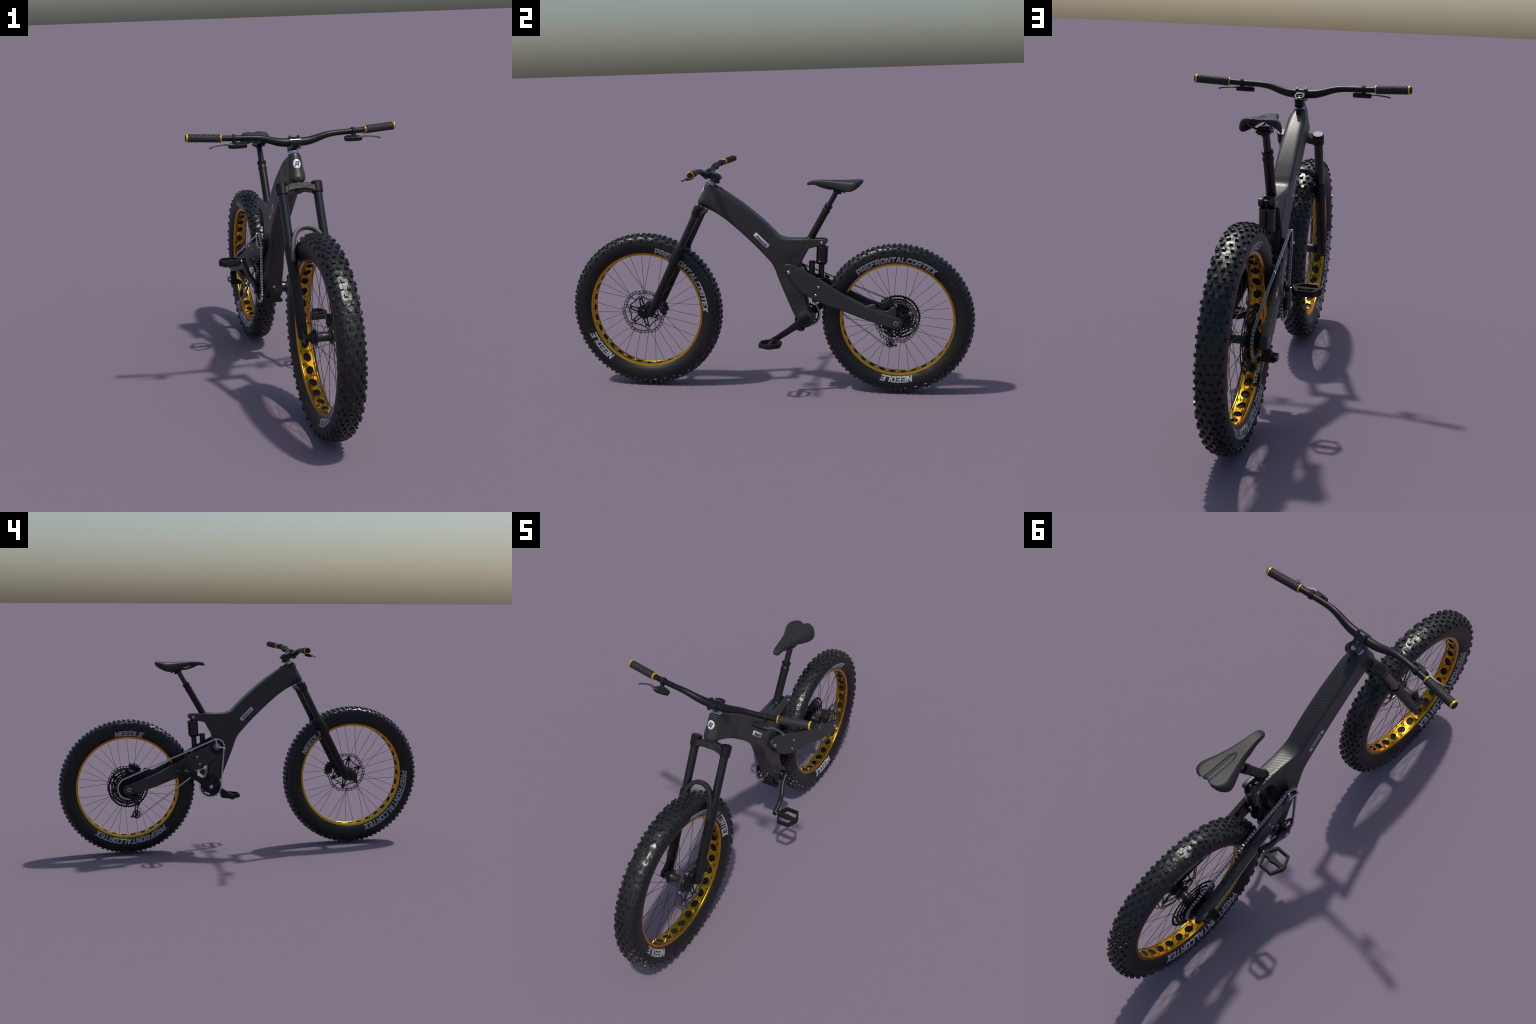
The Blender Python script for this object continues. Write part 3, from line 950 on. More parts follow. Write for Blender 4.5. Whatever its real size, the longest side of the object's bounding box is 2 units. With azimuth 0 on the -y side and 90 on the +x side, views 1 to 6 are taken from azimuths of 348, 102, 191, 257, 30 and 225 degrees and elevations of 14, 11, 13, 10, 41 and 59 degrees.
# brake arch in front of the legs: an upright hoop over the tyre
fa = unit(V(0, -.8897, .4566))
ap = []
def arch_pt(x, z, off):
    return V(x, steer(z), z) + fa * off
ctrl = [arch_pt(-.0655, .632, .015), arch_pt(-.0640, .660, .017), arch_pt(-.0580, .692, .016), arch_pt(-.0500, .716, .014), arch_pt(-.0360, .7365, .012), arch_pt(-.017, .7480, .011), arch_pt(.0035, .7510, .011)]
ctrl = ctrl + [V(.007 - p[0], p[1], p[2]) for p in ctrl[-2::-1]]
path = catmull(ctrl, .006)
av, af = [], []
sec = rrect(.0088, .0105, .0025, 2)
n_ = len(path)
for i in range(n_):
    d = unit(path[min(i + 1, n_ - 1)] - path[max(i - 1, 0)])
    b2 = unit(np.cross(d, fa))
    k = 1 + .15 * (abs(i / (n_ - 1) - .5) * 2) ** 3
    for (p, q) in sec:
        av.append(path[i] + b2 * p * k + np.cross(b2, d) * q)
mm = len(sec)
for i in range(n_ - 1):
    for k in range(mm):
        af.append((i * mm + k, i * mm + (k + 1) % mm, (i + 1) * mm + (k + 1) % mm, (i + 1) * mm + k))
af.append(tuple(range(mm))[::-1])
af.append(tuple((n_ - 1) * mm + k for k in range(mm)))
Geo().add(av, af).obj("brake_arch", "crown", fork, 30)
for s in (1, -1):
    g = Geo().add(*box(arch_pt(LEG[s], .668, .008), (.010, .012, .020), [V(1, 0, 0), fa, up], .004))
    g.obj("arch_foot", "black_satin", fork)

# ------------------------------------------------------------------ wheels (local frame: axle at origin along x)
TYRE = [(.0300, .2895), (.0335, .2945), (.0385, .3015), (.0435, .3115), (.0470, .3240), (.0480, .3360), (.0468, .3480), (.0437, .3600), (.0382, .3690), (.0290, .3752), (.0155, .3792), (0, .3803)]
tp = catmull(TYRE, .0025)
TP = np.array(tp)
full = [(x, r) for x, r in tp] + [(-x, r) for x, r in tp[-2::-1]]
inner = [(-.0255, .2865), (.0255, .2865)]
SEG = 192
def spin(section, seg=SEG, closed=True):
    v, f = [], []
    m = len(section)
    for k in range(seg):
        t = 2 * PI * k / seg
        for x, r in section:
            v.append((x, r * math.cos(t), r * math.sin(t)))
    for k in range(seg):
        k2 = (k + 1) % seg
        for i in range(m if closed else m - 1):
            i2 = (i + 1) % m
            f.append((k * m + i, k * m + i2, k2 * m + i2, k2 * m + i))
    return v, f

R_SPLIT = .3585
def split_section(lo):
    return [(x, r) for x, r in full if (r <= R_SPLIT + 1e-6) == lo]
side = [(x, r) for x, r in full]
tread_part = [(x, r) for x, r in full if r > R_SPLIT]
cut = [(float(np.interp(R_SPLIT, TP[:, 1], TP[:, 0])), R_SPLIT)]
wall = [(x, r) for x, r in tp if r < R_SPLIT] + cut
# sidewall body (both walls + closed inner face) and tread carcass share the border loop
v1, f1 = spin([(.0255, .2868)] + wall, closed=False)
v2, f2 = spin([(-.0255, .2868)] + [(-x, r) for x, r in wall], closed=False)
tyre_side = mesh_from("tyre", v1 + v2, f1 + [tuple(i + len(v1) for i in q) for q in f2], "sidewall", 50)
tv, tf = spin(cut + tread_part + [(-cut[0][0], cut[0][1])], closed=False)
tyre_tread = mesh_from("tread", tv, tf, "tread", 50)

# knobs: staggered rows, tapered blocks
kb = Geo()
def tyre_at(x):
    """radius and outward normal of the carcass at lateral position x"""
    a = abs(x)
    top = TP[TP[:, 1] > .345][::-1]
    r = np.interp(a, top[:, 0], top[:, 1])
    r2 = np.interp(a + .0015, top[:, 0], top[:, 1])
    r1 = np.interp(max(0, a - .0015), top[:, 0], top[:, 1])
    return r, r1, r2
ROWS = 86
for i in range(ROWS):
    th = 2 * PI * (i + .0) / ROWS
    if i % 2 == 0:
        slots = [(.0, 1, 0), (.0240, 1, 0), (-.0240, 1, 0), (.0440, .95, .1), (-.0440, .95, .1)]
    else:
        slots = [(.0125, 1, 0), (-.0125, 1, 0), (.0365, 1, .1), (-.0365, 1, .1)]
    for (x, sz, sh) in slots:
        a = abs(x)
        # position on the carcass profile and its normal
        j = np.argmin(np.abs(TP[:, 0] - a) + (TP[:, 1] < .352) * 1.0)
        j = int(np.clip(j, 1, len(TP) - 2))
        r0 = TP[j, 1]
        tx, tr = TP[j + 1] - TP[j - 1]
        nx_, nr_ = -tr, tx
        if nr_ < 0:
            nx_, nr_ = -nx_, -nr_
        ln = math.hypot(nx_, nr_)
        nx_, nr_ = abs(nx_) / ln * (1 if x > 0 else -1), nr_ / ln
        # knobs lean outward less than the carcass normal does
        nx_, nr_ = nx_ * .85, nr_
        ln = math.hypot(nx_, nr_)
        nx_, nr_ = nx_ / ln, nr_ / ln
        t2 = th + sh * 2 * PI / ROWS + random.uniform(-.004, .004)
        er = V(0, math.cos(t2), math.sin(t2))
        et = V(0, -math.sin(t2), math.cos(t2))
        nn = V(1, 0, 0) * nx_ + er * nr_
        lat = np.cross(et, nn)
        c = V(TP[j, 0] * (1 if x > 0 else -1), 0, 0) + er * r0
        yaw = random.uniform(-.06, .06) + (.12 if x > 0 else -.12)
        u_ = et * math.cos(yaw) + lat * math.sin(yaw)
        w_ = -et * math.sin(yaw) + lat * math.cos(yaw)
        hu, hw2, hh = .0057 * sz, .0055 * sz, .0062
        if a > .042:
            hh = .0058
        base = [c - nn * .003 + u_ * p * hu * 1.18 + w_ * q * hw2 * 1.18 for p, q in ((-1, -1), (1, -1), (1, 1), (-1, 1))]
        topv = [c + nn * hh + u_ * p * hu + w_ * q * hw2 for p, q in ((-1, -1), (1, -1), (1, 1), (-1, 1))]
        kb.add(base + topv, [(0, 1, 5, 4), (1, 2, 6, 5), (2, 3, 7, 6), (3, 0, 4, 7), (4, 5, 6, 7)])
knob_me = mesh_from("tread_knob", kb.v, kb.f, "tread", 20)

# rim: two lips, a sculpted bed with a cut-out between each pair of spokes
NS = 32
def rim_bed(th, x):
    """inner radius of the rim: bulges towards the hub at each spoke seat"""
    ph = (th * NS / (2 * PI)) % 1.0
    b = math.cos(2 * PI * ph) ** 3 if math.cos(2 * PI * ph) > 0 else 0
    k = int(math.floor(th * NS / (2 * PI) + .5)) % 2
    side = .0105 if k == 0 else -.0105
    return .2828 - .0028 * b * math.exp(-((x - side) / .010) ** 2) - .0022 * (1 - (x / .024) ** 2)
rg = Geo()
XB = .0225
for k in range(NS):
    th0 = 2 * PI * k / NS
    dth = 2 * PI / NS
    # cut-out centre half way between spokes; hexagon skewed alternately
    sk = .0035 if k % 2 else -.0035
    hole = []
    M8 = 24
    hexa = [(-.46 * 1.0, 0), (-.24, .0105), (.24, .0105), (.46, 0), (.24, -.0105), (-.24, -.0105)]
    hexa = [(-.36, .0010), (-.22, .0150), (.13, .0150), (.36, -.0010), (.22, -.0150), (-.13, -.0150)]
    hx_ = [V(p, q * (1 if k % 2 else -1)) for p, q in hexa]
    dense = []
    for a_ in range(6):
        p, q = hx_[a_], hx_[(a_ + 1) % 6]
        dense += [p * (1 - t) + q * t for t in (.14, .32, .5, .68, .86)]
    # resample to M8 points by angle
    ang = np.unwrap([math.atan2(q[1] / .0225, q[0] / .5) for q in dense])
    if ang[-1] < ang[0]:
        dense, ang = dense[::-1], ang[::-1]
    tot = ang[0] + 2 * PI
    ts = np.linspace(ang[0], tot, M8, endpoint=False)
    px = np.interp(ts, np.append(ang, tot), [q[0] for q in dense] + [dense[0][0]])
    py = np.interp(ts, np.append(ang, tot), [q[1] for q in dense] + [dense[0][1]])
    ring_h, ring_m, ring_o, ring_d = [], [], [], []
    for j in range(M8):
        ca, sa = math.cos(ts[j]), math.sin(ts[j])
        sc = 1 / max(abs(ca), abs(sa))
        oth, ox = .5 * ca * sc, XB * sa * sc
        for lst, f_ in ((ring_h, 0.0), (ring_m, .45), (ring_o, 1.0)):
            a_ = px[j] * (1 - f_) + oth * f_
            b_ = py[j] * (1 - f_) + ox * f_
            th = th0 + dth * (.5 + a_)
            r = rim_bed(th, b_)
            lst.append((b_, r * math.cos(th), r * math.sin(th)))
        th = th0 + dth * (.5 + px[j])
        ring_d.append((py[j], .2862 * math.cos(th), .2862 * math.sin(th)))
    vv = ring_d + ring_h + ring_m + ring_o
    ff = []
    for a_ in range(3):
        for j in range(M8):
            j2 = (j + 1) % M8
            ff.append((a_ * M8 + j, a_ * M8 + j2, (a_ + 1) * M8 + j2, (a_ + 1) * M8 + j))
    rg.add(vv, ff)
for s in (1, -1):
    lip = [(s * XB, .2828), (s * .0245, .2808), (s * .0268, .2802), (s * .0288, .2812), (s * .0303, .2860), (s * .0315, .2925), (s * .0305, .2935), (s * .0265, .2925), (s * .0240, .2880)]
    rg.add(*spin(lip, 160, False))
rim_me = mesh_from("rim", rg.v, rg.f, "gold", 45)
sv_, sf_ = spin([(-.024, .2868), (.024, .2868)], 128, False)
strip_me = mesh_from("rim_strip", sv_, sf_, "black_matt")

# spokes and nipples
def spoke_mesh(hub_x, hub_r, rim_x, cross):
    p = V(hub_x, hub_r * math.cos(cross), hub_r * math.sin(cross))
    q = V(rim_x, .2795, 0)
    return mesh_from("spoke", *rod(p, q, .00105, 6), "spoke")
def nipple_mesh(hub_x, hub_r, rim_x, cross):
    p = V(hub_x, hub_r * math.cos(cross), hub_r * math.sin(cross))
    q = V(rim_x, .2800, 0)
    d = unit(p - q)
    return mesh_from("spoke_nipple", *rod(q, q + d * .011, .0021, 8, 0, .0016), "steel")
sp_me = {}
for s in (1, -1):
    for cr in (1, -1):
        sp_me[(s, cr)] = (spoke_mesh(s * .031, .028, s * .0095, cr * 1.25), nipple_mesh(s * .031, .028, s * .0095, cr * 1.25))

# brake disc: wavy perforated steel band on a black six-arm carrier
DX = .0655
def disc_band():
    g = Geo()
    nseg = 36
    def patch(r0, r1, u0, u1, sub=4):
        for j in range(sub):
            a_, b_ = u0 + (u1 - u0) * j / sub, u0 + (u1 - u0) * (j + 1) / sub
            c4 = [(r0, a_), (r1, a_), (r1, b_), (r0, b_)]
            vv = [(DX + dx, r * math.cos(t), r * math.sin(t)) for dx in (-.001, .001) for r, t in c4]
            g.add(vv, [(0, 1, 2, 3), (4, 7, 6, 5), (1, 5, 6, 2), (0, 3, 7, 4)])
    for k in range(nseg):
        t0, t1 = 2 * PI * k / nseg, 2 * PI * (k + 1) / nseg
        # six saw-tooth lobes: the outer edge steps in and out round the disc
        ph = ((k + 2) % 6) / 6
        ro = .1135 - .0065 * ph
        ri = ro - .0165
        patch(ro - .0040, ro, t0, t1)
        patch(ri, ri + .0055, t0, t1)
        er, et = V(0, math.cos(t0), math.sin(t0)), V(0, -math.sin(t0), math.cos(t0))
        hw_ = .0030
        ra, rb = ri + .003, ro - .002
        c0, c1 = er * ra - et * hw_, er * ra + et * hw_
        e0, e1 = er * rb - et * hw_ + et * .003, er * rb + et * hw_ + et * .003
        vv = [p + V(DX + dx, 0, 0) for dx in (-.0009, .0009) for p in (c0, e0, e1, c1)]
        g.add(vv, [(0, 1, 2, 3), (4, 7, 6, 5), (1, 5, 6, 2), (0, 3, 7, 4), (0, 4, 5, 1), (3, 2, 6, 7)])
    for k in range(6):
        # tabs that reach inwards to the rivets
        t = math.radians(32.5 + 60 * k)
        er, et = V(0, math.cos(t), math.sin(t)), V(0, -math.sin(t), math.cos(t))
        tab = [(.078, -.006), (.078, .006), (.090, .009), (.0955, .014), (.0955, -.014), (.090, -.009)]
        g.add(*prism(tab, V(0, 0, 0), er, et, V(1, 0, 0), DX - .0008, DX + .0008))
    return mesh_from("brake_disc_band", g.v, g.f, "disc", 30)
def disc_carrier():
    g = Geo()
    bolts = [math.radians(32.5 + 60 * k) for k in range(6)]
    g.add(*lathe([(DX - .014, .026), (DX - .012, .032), (DX - .004, .035), (DX - .001, .035), (DX + .001, .027), (DX + .001, .016)], (0, 0, 0), (1, 0, 0), 40, (0, 0, 1)))
    def strut(p, q, w=.0024):
        d = unit(q - p)
        n_ = np.cross(V(1, 0, 0), d)
        g.add(*box((p + q) / 2, (.0016, np.linalg.norm(q - p) / 2, w), [V(1, 0, 0), d, n_], .0005))
    for k, t in enumerate(bolts):
        er, et = V(0, math.cos(t), math.sin(t)), V(0, -math.sin(t), math.cos(t))
        pb = V(DX, 0, 0) + er * .0815
        for sg in (1, -1):
            strut(V(DX, .033 * math.cos(t + sg * .30), .033 * math.sin(t + sg * .30)), pb - er * .010 + et * sg * .0055, .0034)
        t2 = bolts[(k + 1) % 6]
        e2, f2 = V(0, math.cos(t2), math.sin(t2)), V(0, -math.sin(t2), math.cos(t2))
        q0, q3 = pb - er * .002 + et * .009, V(DX, 0, 0) + e2 * .0795 - f2 * .009
        mid = (q0 + q3) / 2
        mid = mid - unit(mid - V(DX, 0, 0)) * .005
        strut(q0, mid, .0027)
        strut(mid, q3, .0027)
        lug = [(.064, -.008), (.064, .008), (.076, .011), (.086, .009), (.088, 0), (.086, -.009), (.076, -.011)]
        g.add(*prism(lug, V(DX, 0, 0), er, et, V(1, 0, 0), -.0020, .0020, .0004))
    return mesh_from("brake_disc_carrier", g.v, g.f, "cassette", 30), bolts
band_me = disc_band()
carrier_me, BOLT_T = disc_carrier()
gb = Geo()
gb.add(*lathe([(0, .0078), (.0035, .0078), (.0045, .0062), (.0045, .0034), (.0015, .0032)], (DX, 0, 0), (1, 0, 0), 20))
rivet_me = mesh_from("disc_rivet", gb.v, gb.f, "steel", 35)

def tyre_place(ang_c, R0, H, sgn, arc):
    """letters follow the sidewall; read clockwise seen from their own side"""
    def fn(u, v, h, w):
        R = R0 + v * H
        x = np.interp(R, TP[:14, 1], TP[:14, 0]) if False else float(np.interp(R, TP[:, 1][:int(np.argmax(TP[:, 1] > .34))], TP[:, 0][:int(np.argmax(TP[:, 1] > .34))]))
        k = arc / w
        a = ang_c - (u - w / 2) * k if sgn > 0 else ang_c + (u - w / 2) * k
        off = .0007 + h
        return (sgn * (x + off * .85), (R - off * .4) * math.cos(a), (R - off * .4) * math.sin(a))
    return fn

def build_wheel(name, center, scale, rot, hub_half):
    w = empty(name, bike, tuple(center))
    w.scale = (scale,) * 3
    w.rotation_euler = (rot, 0, 0)
    obj("tyre", tyre_side, w)
    obj("tread", tyre_tread, w)
    k = obj("tread_knob", knob_me, w)
    k["kind"] = "stuff"
    obj("rim", rim_me, w)
    obj("rim_strip", strip_me, w)
    for i in range(NS):
        s = 1 if i % 2 == 0 else -1
        cr = 1 if (i // 2) % 2 == 0 else -1
        t = 2 * PI * i / NS
        a, b = sp_me[(s, cr)]
        for nm, me in (("spoke", a), ("spoke_nipple", b)):
            o = obj(nm, me, w)
            o.rotation_euler = (t, 0, 0)
    hx = hub_half / scale
    g = Geo().add(*lathe([(-hx, .010), (-hx, .0135), (-.052, .0145), (-.046, .022), (-.037, .0235), (-.034, .0310), (-.029, .0310), (-.027, .0215), (-.018, .0180), (.018, .0180), (.027, .0215), (.029, .0310), (.034, .0310), (.037, .0235), (.046, .020), (.052, .0145), (hx, .0135), (hx, .010)], (0, 0, 0), (1, 0, 0), 36))
    g.obj("hub", "crown", w, 35)
    obj("brake_disc_band", band_me, w)
    obj("brake_disc_carrier", carrier_me, w)
    for t in BOLT_T:
        o = obj("disc_rivet", rivet_me, w)
        o.location = (0, .0815 * math.cos(t), .0815 * math.sin(t))
    d = math.radians
    # main word and short word on each side
    lettering("tyre_lettering", "PREFRONTALCORTEX", tyre_place(d(91), .2968, .0295, 1, d(77.8)), "letter", w, gap=.07)
    lettering("tyre_lettering", "NEEDLE", tyre_place(d(-90.5), .2968, .0295, 1, d(29.5)), "letter", w, gap=.07)
    lettering("tyre_lettering", "NEEDLE", tyre_place(d(180 - 88.5), .2968, .0295, -1, d(29.5)), "letter", w, gap=.07)
    lettering("tyre_lettering", "PREFRONTALCORTEX", tyre_place(d(180 + 87), .2968, .0295, -1, d(77.8)), "letter", w, gap=.07)
    return w

front = build_wheel("wheel", FRONT, 1.0, math.radians(-51.5), .064)
rear = build_wheel("wheel", REAR, REAR_SCALE, 0.0, .084)

# ------------------------------------------------------------------ brake calipers
def caliper(name, c, tang, radial):
    t, r = unit(tang), unit(radial)
    ax_ = [V(1, 0, 0), t, r]
    g = Geo()
    g.add(*box(c + V(.0125, 0, 0), (.0085, .024, .017), ax_, .004))
    g.add(*box(c - V(.0125, 0, 0), (.0075, .022, .016), ax_, .004))
    g.add(*box(c + r * .012, (.019, .022, .006), ax_, .002))
    for k in (-1, 0, 1):
        g.add(*box(c + r * .020 + t * k * .0125, (.010, .0035, .006), ax_, .001))
    o = g.obj(name, "black_matt", bike, 30)
    g = Geo()
    for k in (-1, 1):
        g.add(*rod(c + t * k * .030 + V(.014, 0, 0) - r * .010, c + t * k * .030 + V(.014, 0, 0) + r * .016, .0048, 14, .001))
        g.add(*box(c + t * k * .028 + V(.012, 0, 0), (.006, .008, .006), ax_, .0015))
    g.obj("caliper_mount", "black_satin", o)
    g = Geo().add(*lathe([(0, .0085), (.002, .0085), (.003, .007)], c + V(.021, 0, 0), (1, 0, 0), 20))
    g.obj("caliper_piston_cap", "black_gloss", o)
    return o
fa_ = math.radians(14)
caliper("brake_caliper", FRONT + V(DX, .104 * math.cos(fa_), .104 * math.sin(fa_)), V(0, -math.sin(fa_), math.cos(fa_)), V(0, math.cos(fa_), math.sin(fa_)))
ra_ = math.radians(118)
caliper("brake_caliper", REAR + V(DX * REAR_SCALE, .098 * math.cos(ra_), .098 * math.sin(ra_)), V(0, -math.sin(ra_), math.cos(ra_)), V(0, math.cos(ra_), math.sin(ra_)))

# ------------------------------------------------------------------ drivetrain
CX = -.0575
def gear_outline(teeth, r_root, r_tip, seg=6):
    out = []
    for k in range(teeth):
        for (f_, r) in ((0, r_root), (.16, r_root), (.30, r_tip), (.66, r_tip), (.80, r_root)):
            t = 2 * PI * (k + f_) / teeth
            out.append((r * math.cos(t), r * math.sin(t)))
    return out
def gear_ring(c, x, teeth, r_tip, tooth, band, thick):
    """toothed ring: annulus with tooth profile outside and plain hole inside"""
    out = gear_outline(teeth, r_tip - tooth, r_tip)
    n = len(out)
    ri = r_tip - tooth - band
    v, f = [], []
    for dx in (-thick / 2, thick / 2):
        for (a_, b_) in out:
            v.append((x + dx, c[1] + a_, c[2] + b_))
        for (a_, b_) in out:
            t = math.atan2(b_, a_)
            v.append((x + dx, c[1] + ri * math.cos(t), c[2] + ri * math.sin(t)))
    for k in range(n):
        k2 = (k + 1) % n
        f += [(k, k2, n + k2, n + k), (2 * n + k, 3 * n + k, 3 * n + k2, 2 * n + k2), (k, 2 * n + k, 2 * n + k2, k2), (n + k, n + k2, 3 * n + k2, 3 * n + k)]
    return v, f
def spider(c, x, r0, r1, arms, w, thick, twist=.5):
    g = Geo()
    for k in range(arms):
        t = 2 * PI * k / arms
        p = V(x, c[1] + r0 * math.cos(t), c[2] + r0 * math.sin(t))
        q = V(x, c[1] + r1 * math.cos(t + twist), c[2] + r1 * math.sin(t + twist))
        d = unit(q - p)
        g.add(*box((p + q) / 2, (thick / 2, np.linalg.norm(q - p) / 2 + .002, w), [V(1, 0, 0), d, np.cross(V(1, 0, 0), d)], .0006))
    return g

# cassette: twelve sprockets
cass = Geo().add(*lathe([(-.0705, .014), (-.069, .019), (-.032, .021), (-.032, .014)], REAR, (1, 0, 0), 32)).obj("cassette", "cassette", bike)
COGS = [(11, .0235), (13, .027), (15, .031), (17, .035), (19, .0395), (21, .0445), (24, .051), (28, .0585), (32, .067), (36, .078), (42, .092), (50, .1085)]
for k, (teeth, r) in enumerate(COGS):
    x = -.0680 + k * .0033
    wide = .0080 if k > 8 else (r - .0042 - (COGS[k - 1][1] - .007 if k else .012))
    g = Geo().add(*gear_ring(REAR, x, teeth, r, .0036, wide, .0018))
    inner_r = r - .0042 - wide
    prev = COGS[k - 1][1] - .008
    if k > 8 and inner_r > prev + .001:
        sp = spider(REAR, x, prev, inner_r, 7 if k > 6 else 5, .0030, .0018, .35)
        g.add(sp.v, sp.f)
    g.obj("sprocket", "cassette", cass, 30)

# crankset
crank = empty("crankset", bike)
RING_R = .0600
g = Geo().add(*gear_ring(BB, CX, 30, RING_R, .0050, .0080, .0026))
sp = spider(BB, CX, .018, RING_R - .012, 6, .0048, .004, .45)
g.add(sp.v, sp.f)
g.obj("chainring", "cassette", crank, 30)
Geo().add(*lathe([(CX - .008, .0225), (-.040, .0225)], BB, (1, 0, 0), 32)).obj("spindle_boss", "black_gloss", crank)
PEDAL = {1: V(.0997, .0433, .2640), -1: V(-.0990, .3390, .4570)}
for s in (1, -1):
    a, b = V(s * .068, BB[1], BB[2]), V(s * .0935, PEDAL[s][1], PEDAL[s][2])
    if s < 0:
        a[0] = -.074
    path = catmull([a, a + (b - a) * V(.10, .22, .22), a + (b - a) * V(.80, .55, .55), a + (b - a) * V(1, .8, .8), b], .006)
    d2 = unit((b - a) * V(0, 1, 1))
    nrm = np.cross(V(1, 0, 0), d2)
    sv2, sf2 = [], []
    n_ = len(path)
    sec_t = [(0, .0225), (.12, .0205), (.45, .0150), (.85, .0135), (1.0, .0140)]
    # rounded ends: extend the sweep over both bosses
    pts = [(path[0] - d2 * .0225 * math.cos(q), .0225 * math.sin(q)) for q in np.linspace(.12, PI / 2, 7)][:-1]
    L = n_ - 1
    pts += [(p, float(np.interp(i / L, [q[0] for q in sec_t], [q[1] for q in sec_t]))) for i, p in enumerate(path)]
    pts += [(path[-1] + d2 * .0140 * math.cos(q), .0140 * math.sin(q)) for q in np.linspace(PI / 2, .12, 7)][1:]
    for (p, hwid) in pts:
        for (q, r) in rrect(.0080, hwid, min(.0035, hwid * .45), 2):
            sv2.append(p + V(1, 0, 0) * q + nrm * r)
    mm = len(rrect(.008, .01, .003, 2))
    for i in range(len(pts) - 1):
        for k in range(mm):
            sf2.append((i * mm + k, i * mm + (k + 1) % mm, (i + 1) * mm + (k + 1) % mm, (i + 1) * mm + k))
    sf2.append(tuple(range(mm))[::-1])
    sf2.append(tuple((len(pts) - 1) * mm + k for k in range(mm)))
    Geo().add(sv2, sf2).obj("crank_arm", "black_satin", crank, 38)
    if s > 0:
        Geo().add(*lathe([(.055, .0165), (.079, .0165), (.0795, .0125), (.071, .0115), (.071, .002)], BB, (1, 0, 0), 28)).obj("crank_cap", "cassette", crank)
    else:
        hexbolt("crank_bolt", V(-.082, BB[1], BB[2]), V(-1, 0, 0), .0098, .0035, crank)
    # pedal: hexagonal cage with a waisted axle body
    c = V(s * .160, PEDAL[s][1], PEDAL[s][2])
    g = Geo()
    g.add(*rod(V(s * .088, c[1], c[2]), V(s * .113, c[1], c[2]), .0058, 20, .001))
    g.obj("pedal_axle", "steel", crank)
    outer = [(-.0510, -.005), (-.0510, .005), (-.029, .050), (.028, .050), (.0485, .005), (.0485, -.005), (.028, -.050), (-.029, -.050)]
    g = Geo()
    no = len(outer)
    A = np.array(outer)
    inn = A * np.array([.82, .86])
    hgt = [.0125, .0125, .0105, .0105, .0125, .0125, .0105, .0105]
    vv = []
    for (P_, grow) in ((A, 0), (inn, 0)):
        for sg in (1, -1):
            for k in range(no):
                vv.append(c + V(s * P_[k][0], P_[k][1], sg * hgt[k]))
    mid = [c + V(s * p[0] * 1.03, p[1] * 1.035, 0) for p in A]
    vv += mid
    ff = []
    for k in range(no):
        k2 = (k + 1) % no
        ot, ob_, it, ib, md = (0, no, 2 * no, 3 * no, 4 * no)
        ff += [(ot + k, ot + k2, it + k2, it + k), (ob_ + k, ib + k, ib + k2, ob_ + k2), (it + k, it + k2, ib + k2, ib + k),
               (ot + k, md + k, md + k2, ot + k2), (md + k, ob_ + k, ob_ + k2, md + k2)]
    g.add(vv, ff)
    body = [(-.049, -.013), (-.049, .013), (-.025, .0085), (-.008, .013), (.010, .0085), (.030, .008), (.048, .014), (.048, -.014), (.030, -.008), (.010, -.0085), (-.008, -.013), (-.025, -.0085)]
    g.add(*prism(body, c, V(s, 0, 0), V(0, 1, 0), V(0, 0, 1), -.0088, .0088, .0015))
    g.obj("pedal", "black_matt", crank, 25)

# idler pulley and its guide on the frame
ID = V(CX, .158, .577)
idl = empty("chain_idler", bike)
g = Geo().add(*gear_ring(ID, CX, 20, .0415, .0050, .0095, .003))
sp = spider(ID, CX, .010, .030, 5, .0045, .0045, .3)
g.add(sp.v, sp.f).add(*rod(ID + V(-.006, 0, 0), ID + V(.028, 0, 0), .0125, 24))
g.obj("idler_pulley", "cassette", idl, 30)
Geo().add(*lathe([(0, .0205), (.002, .021), (.0035, .0195)], ID + V(-.0045, 0, 0), (-1, 0, 0), 28)).obj("idler_cover", "lever", idl)
g = Geo()
for (ang, L) in ((100, .043), (-14, .044)):
    t = math.radians(ang)
    # seen from the drive side: one finger up-rear, one finger forward
    dr_ = V(0, -math.cos(t), math.sin(t)) if ang < 0 else V(0, -math.cos(t), math.sin(t))
    p, q = ID + V(-.011, 0, 0) + dr_ * .004, ID + V(-.011, 0, 0) + dr_ * L
    g.add(*box((p + q) / 2, (.0022, np.linalg.norm(q - p) / 2, .0042), [V(1, 0, 0), dr_, np.cross(V(1, 0, 0), dr_)], .001))
    g.add(*rod(q + V(-.0015, 0, 0), q + V(.016, 0, 0), .0045, 14))
for k in range(6):
    t = k * PI / 3
    g.add(*rod(ID + V(-.011, math.cos(t) * .0135, math.sin(t) * .0135), ID + V(-.006, math.cos(t) * .0135, math.sin(t) * .0135), .0034, 10))
g.obj("idler_guide", "steel", idl, 30)
hexbolt("idler_bolt", ID + V(-.010, 0, 0), V(-1, 0, 0), .0070, .004, idl)

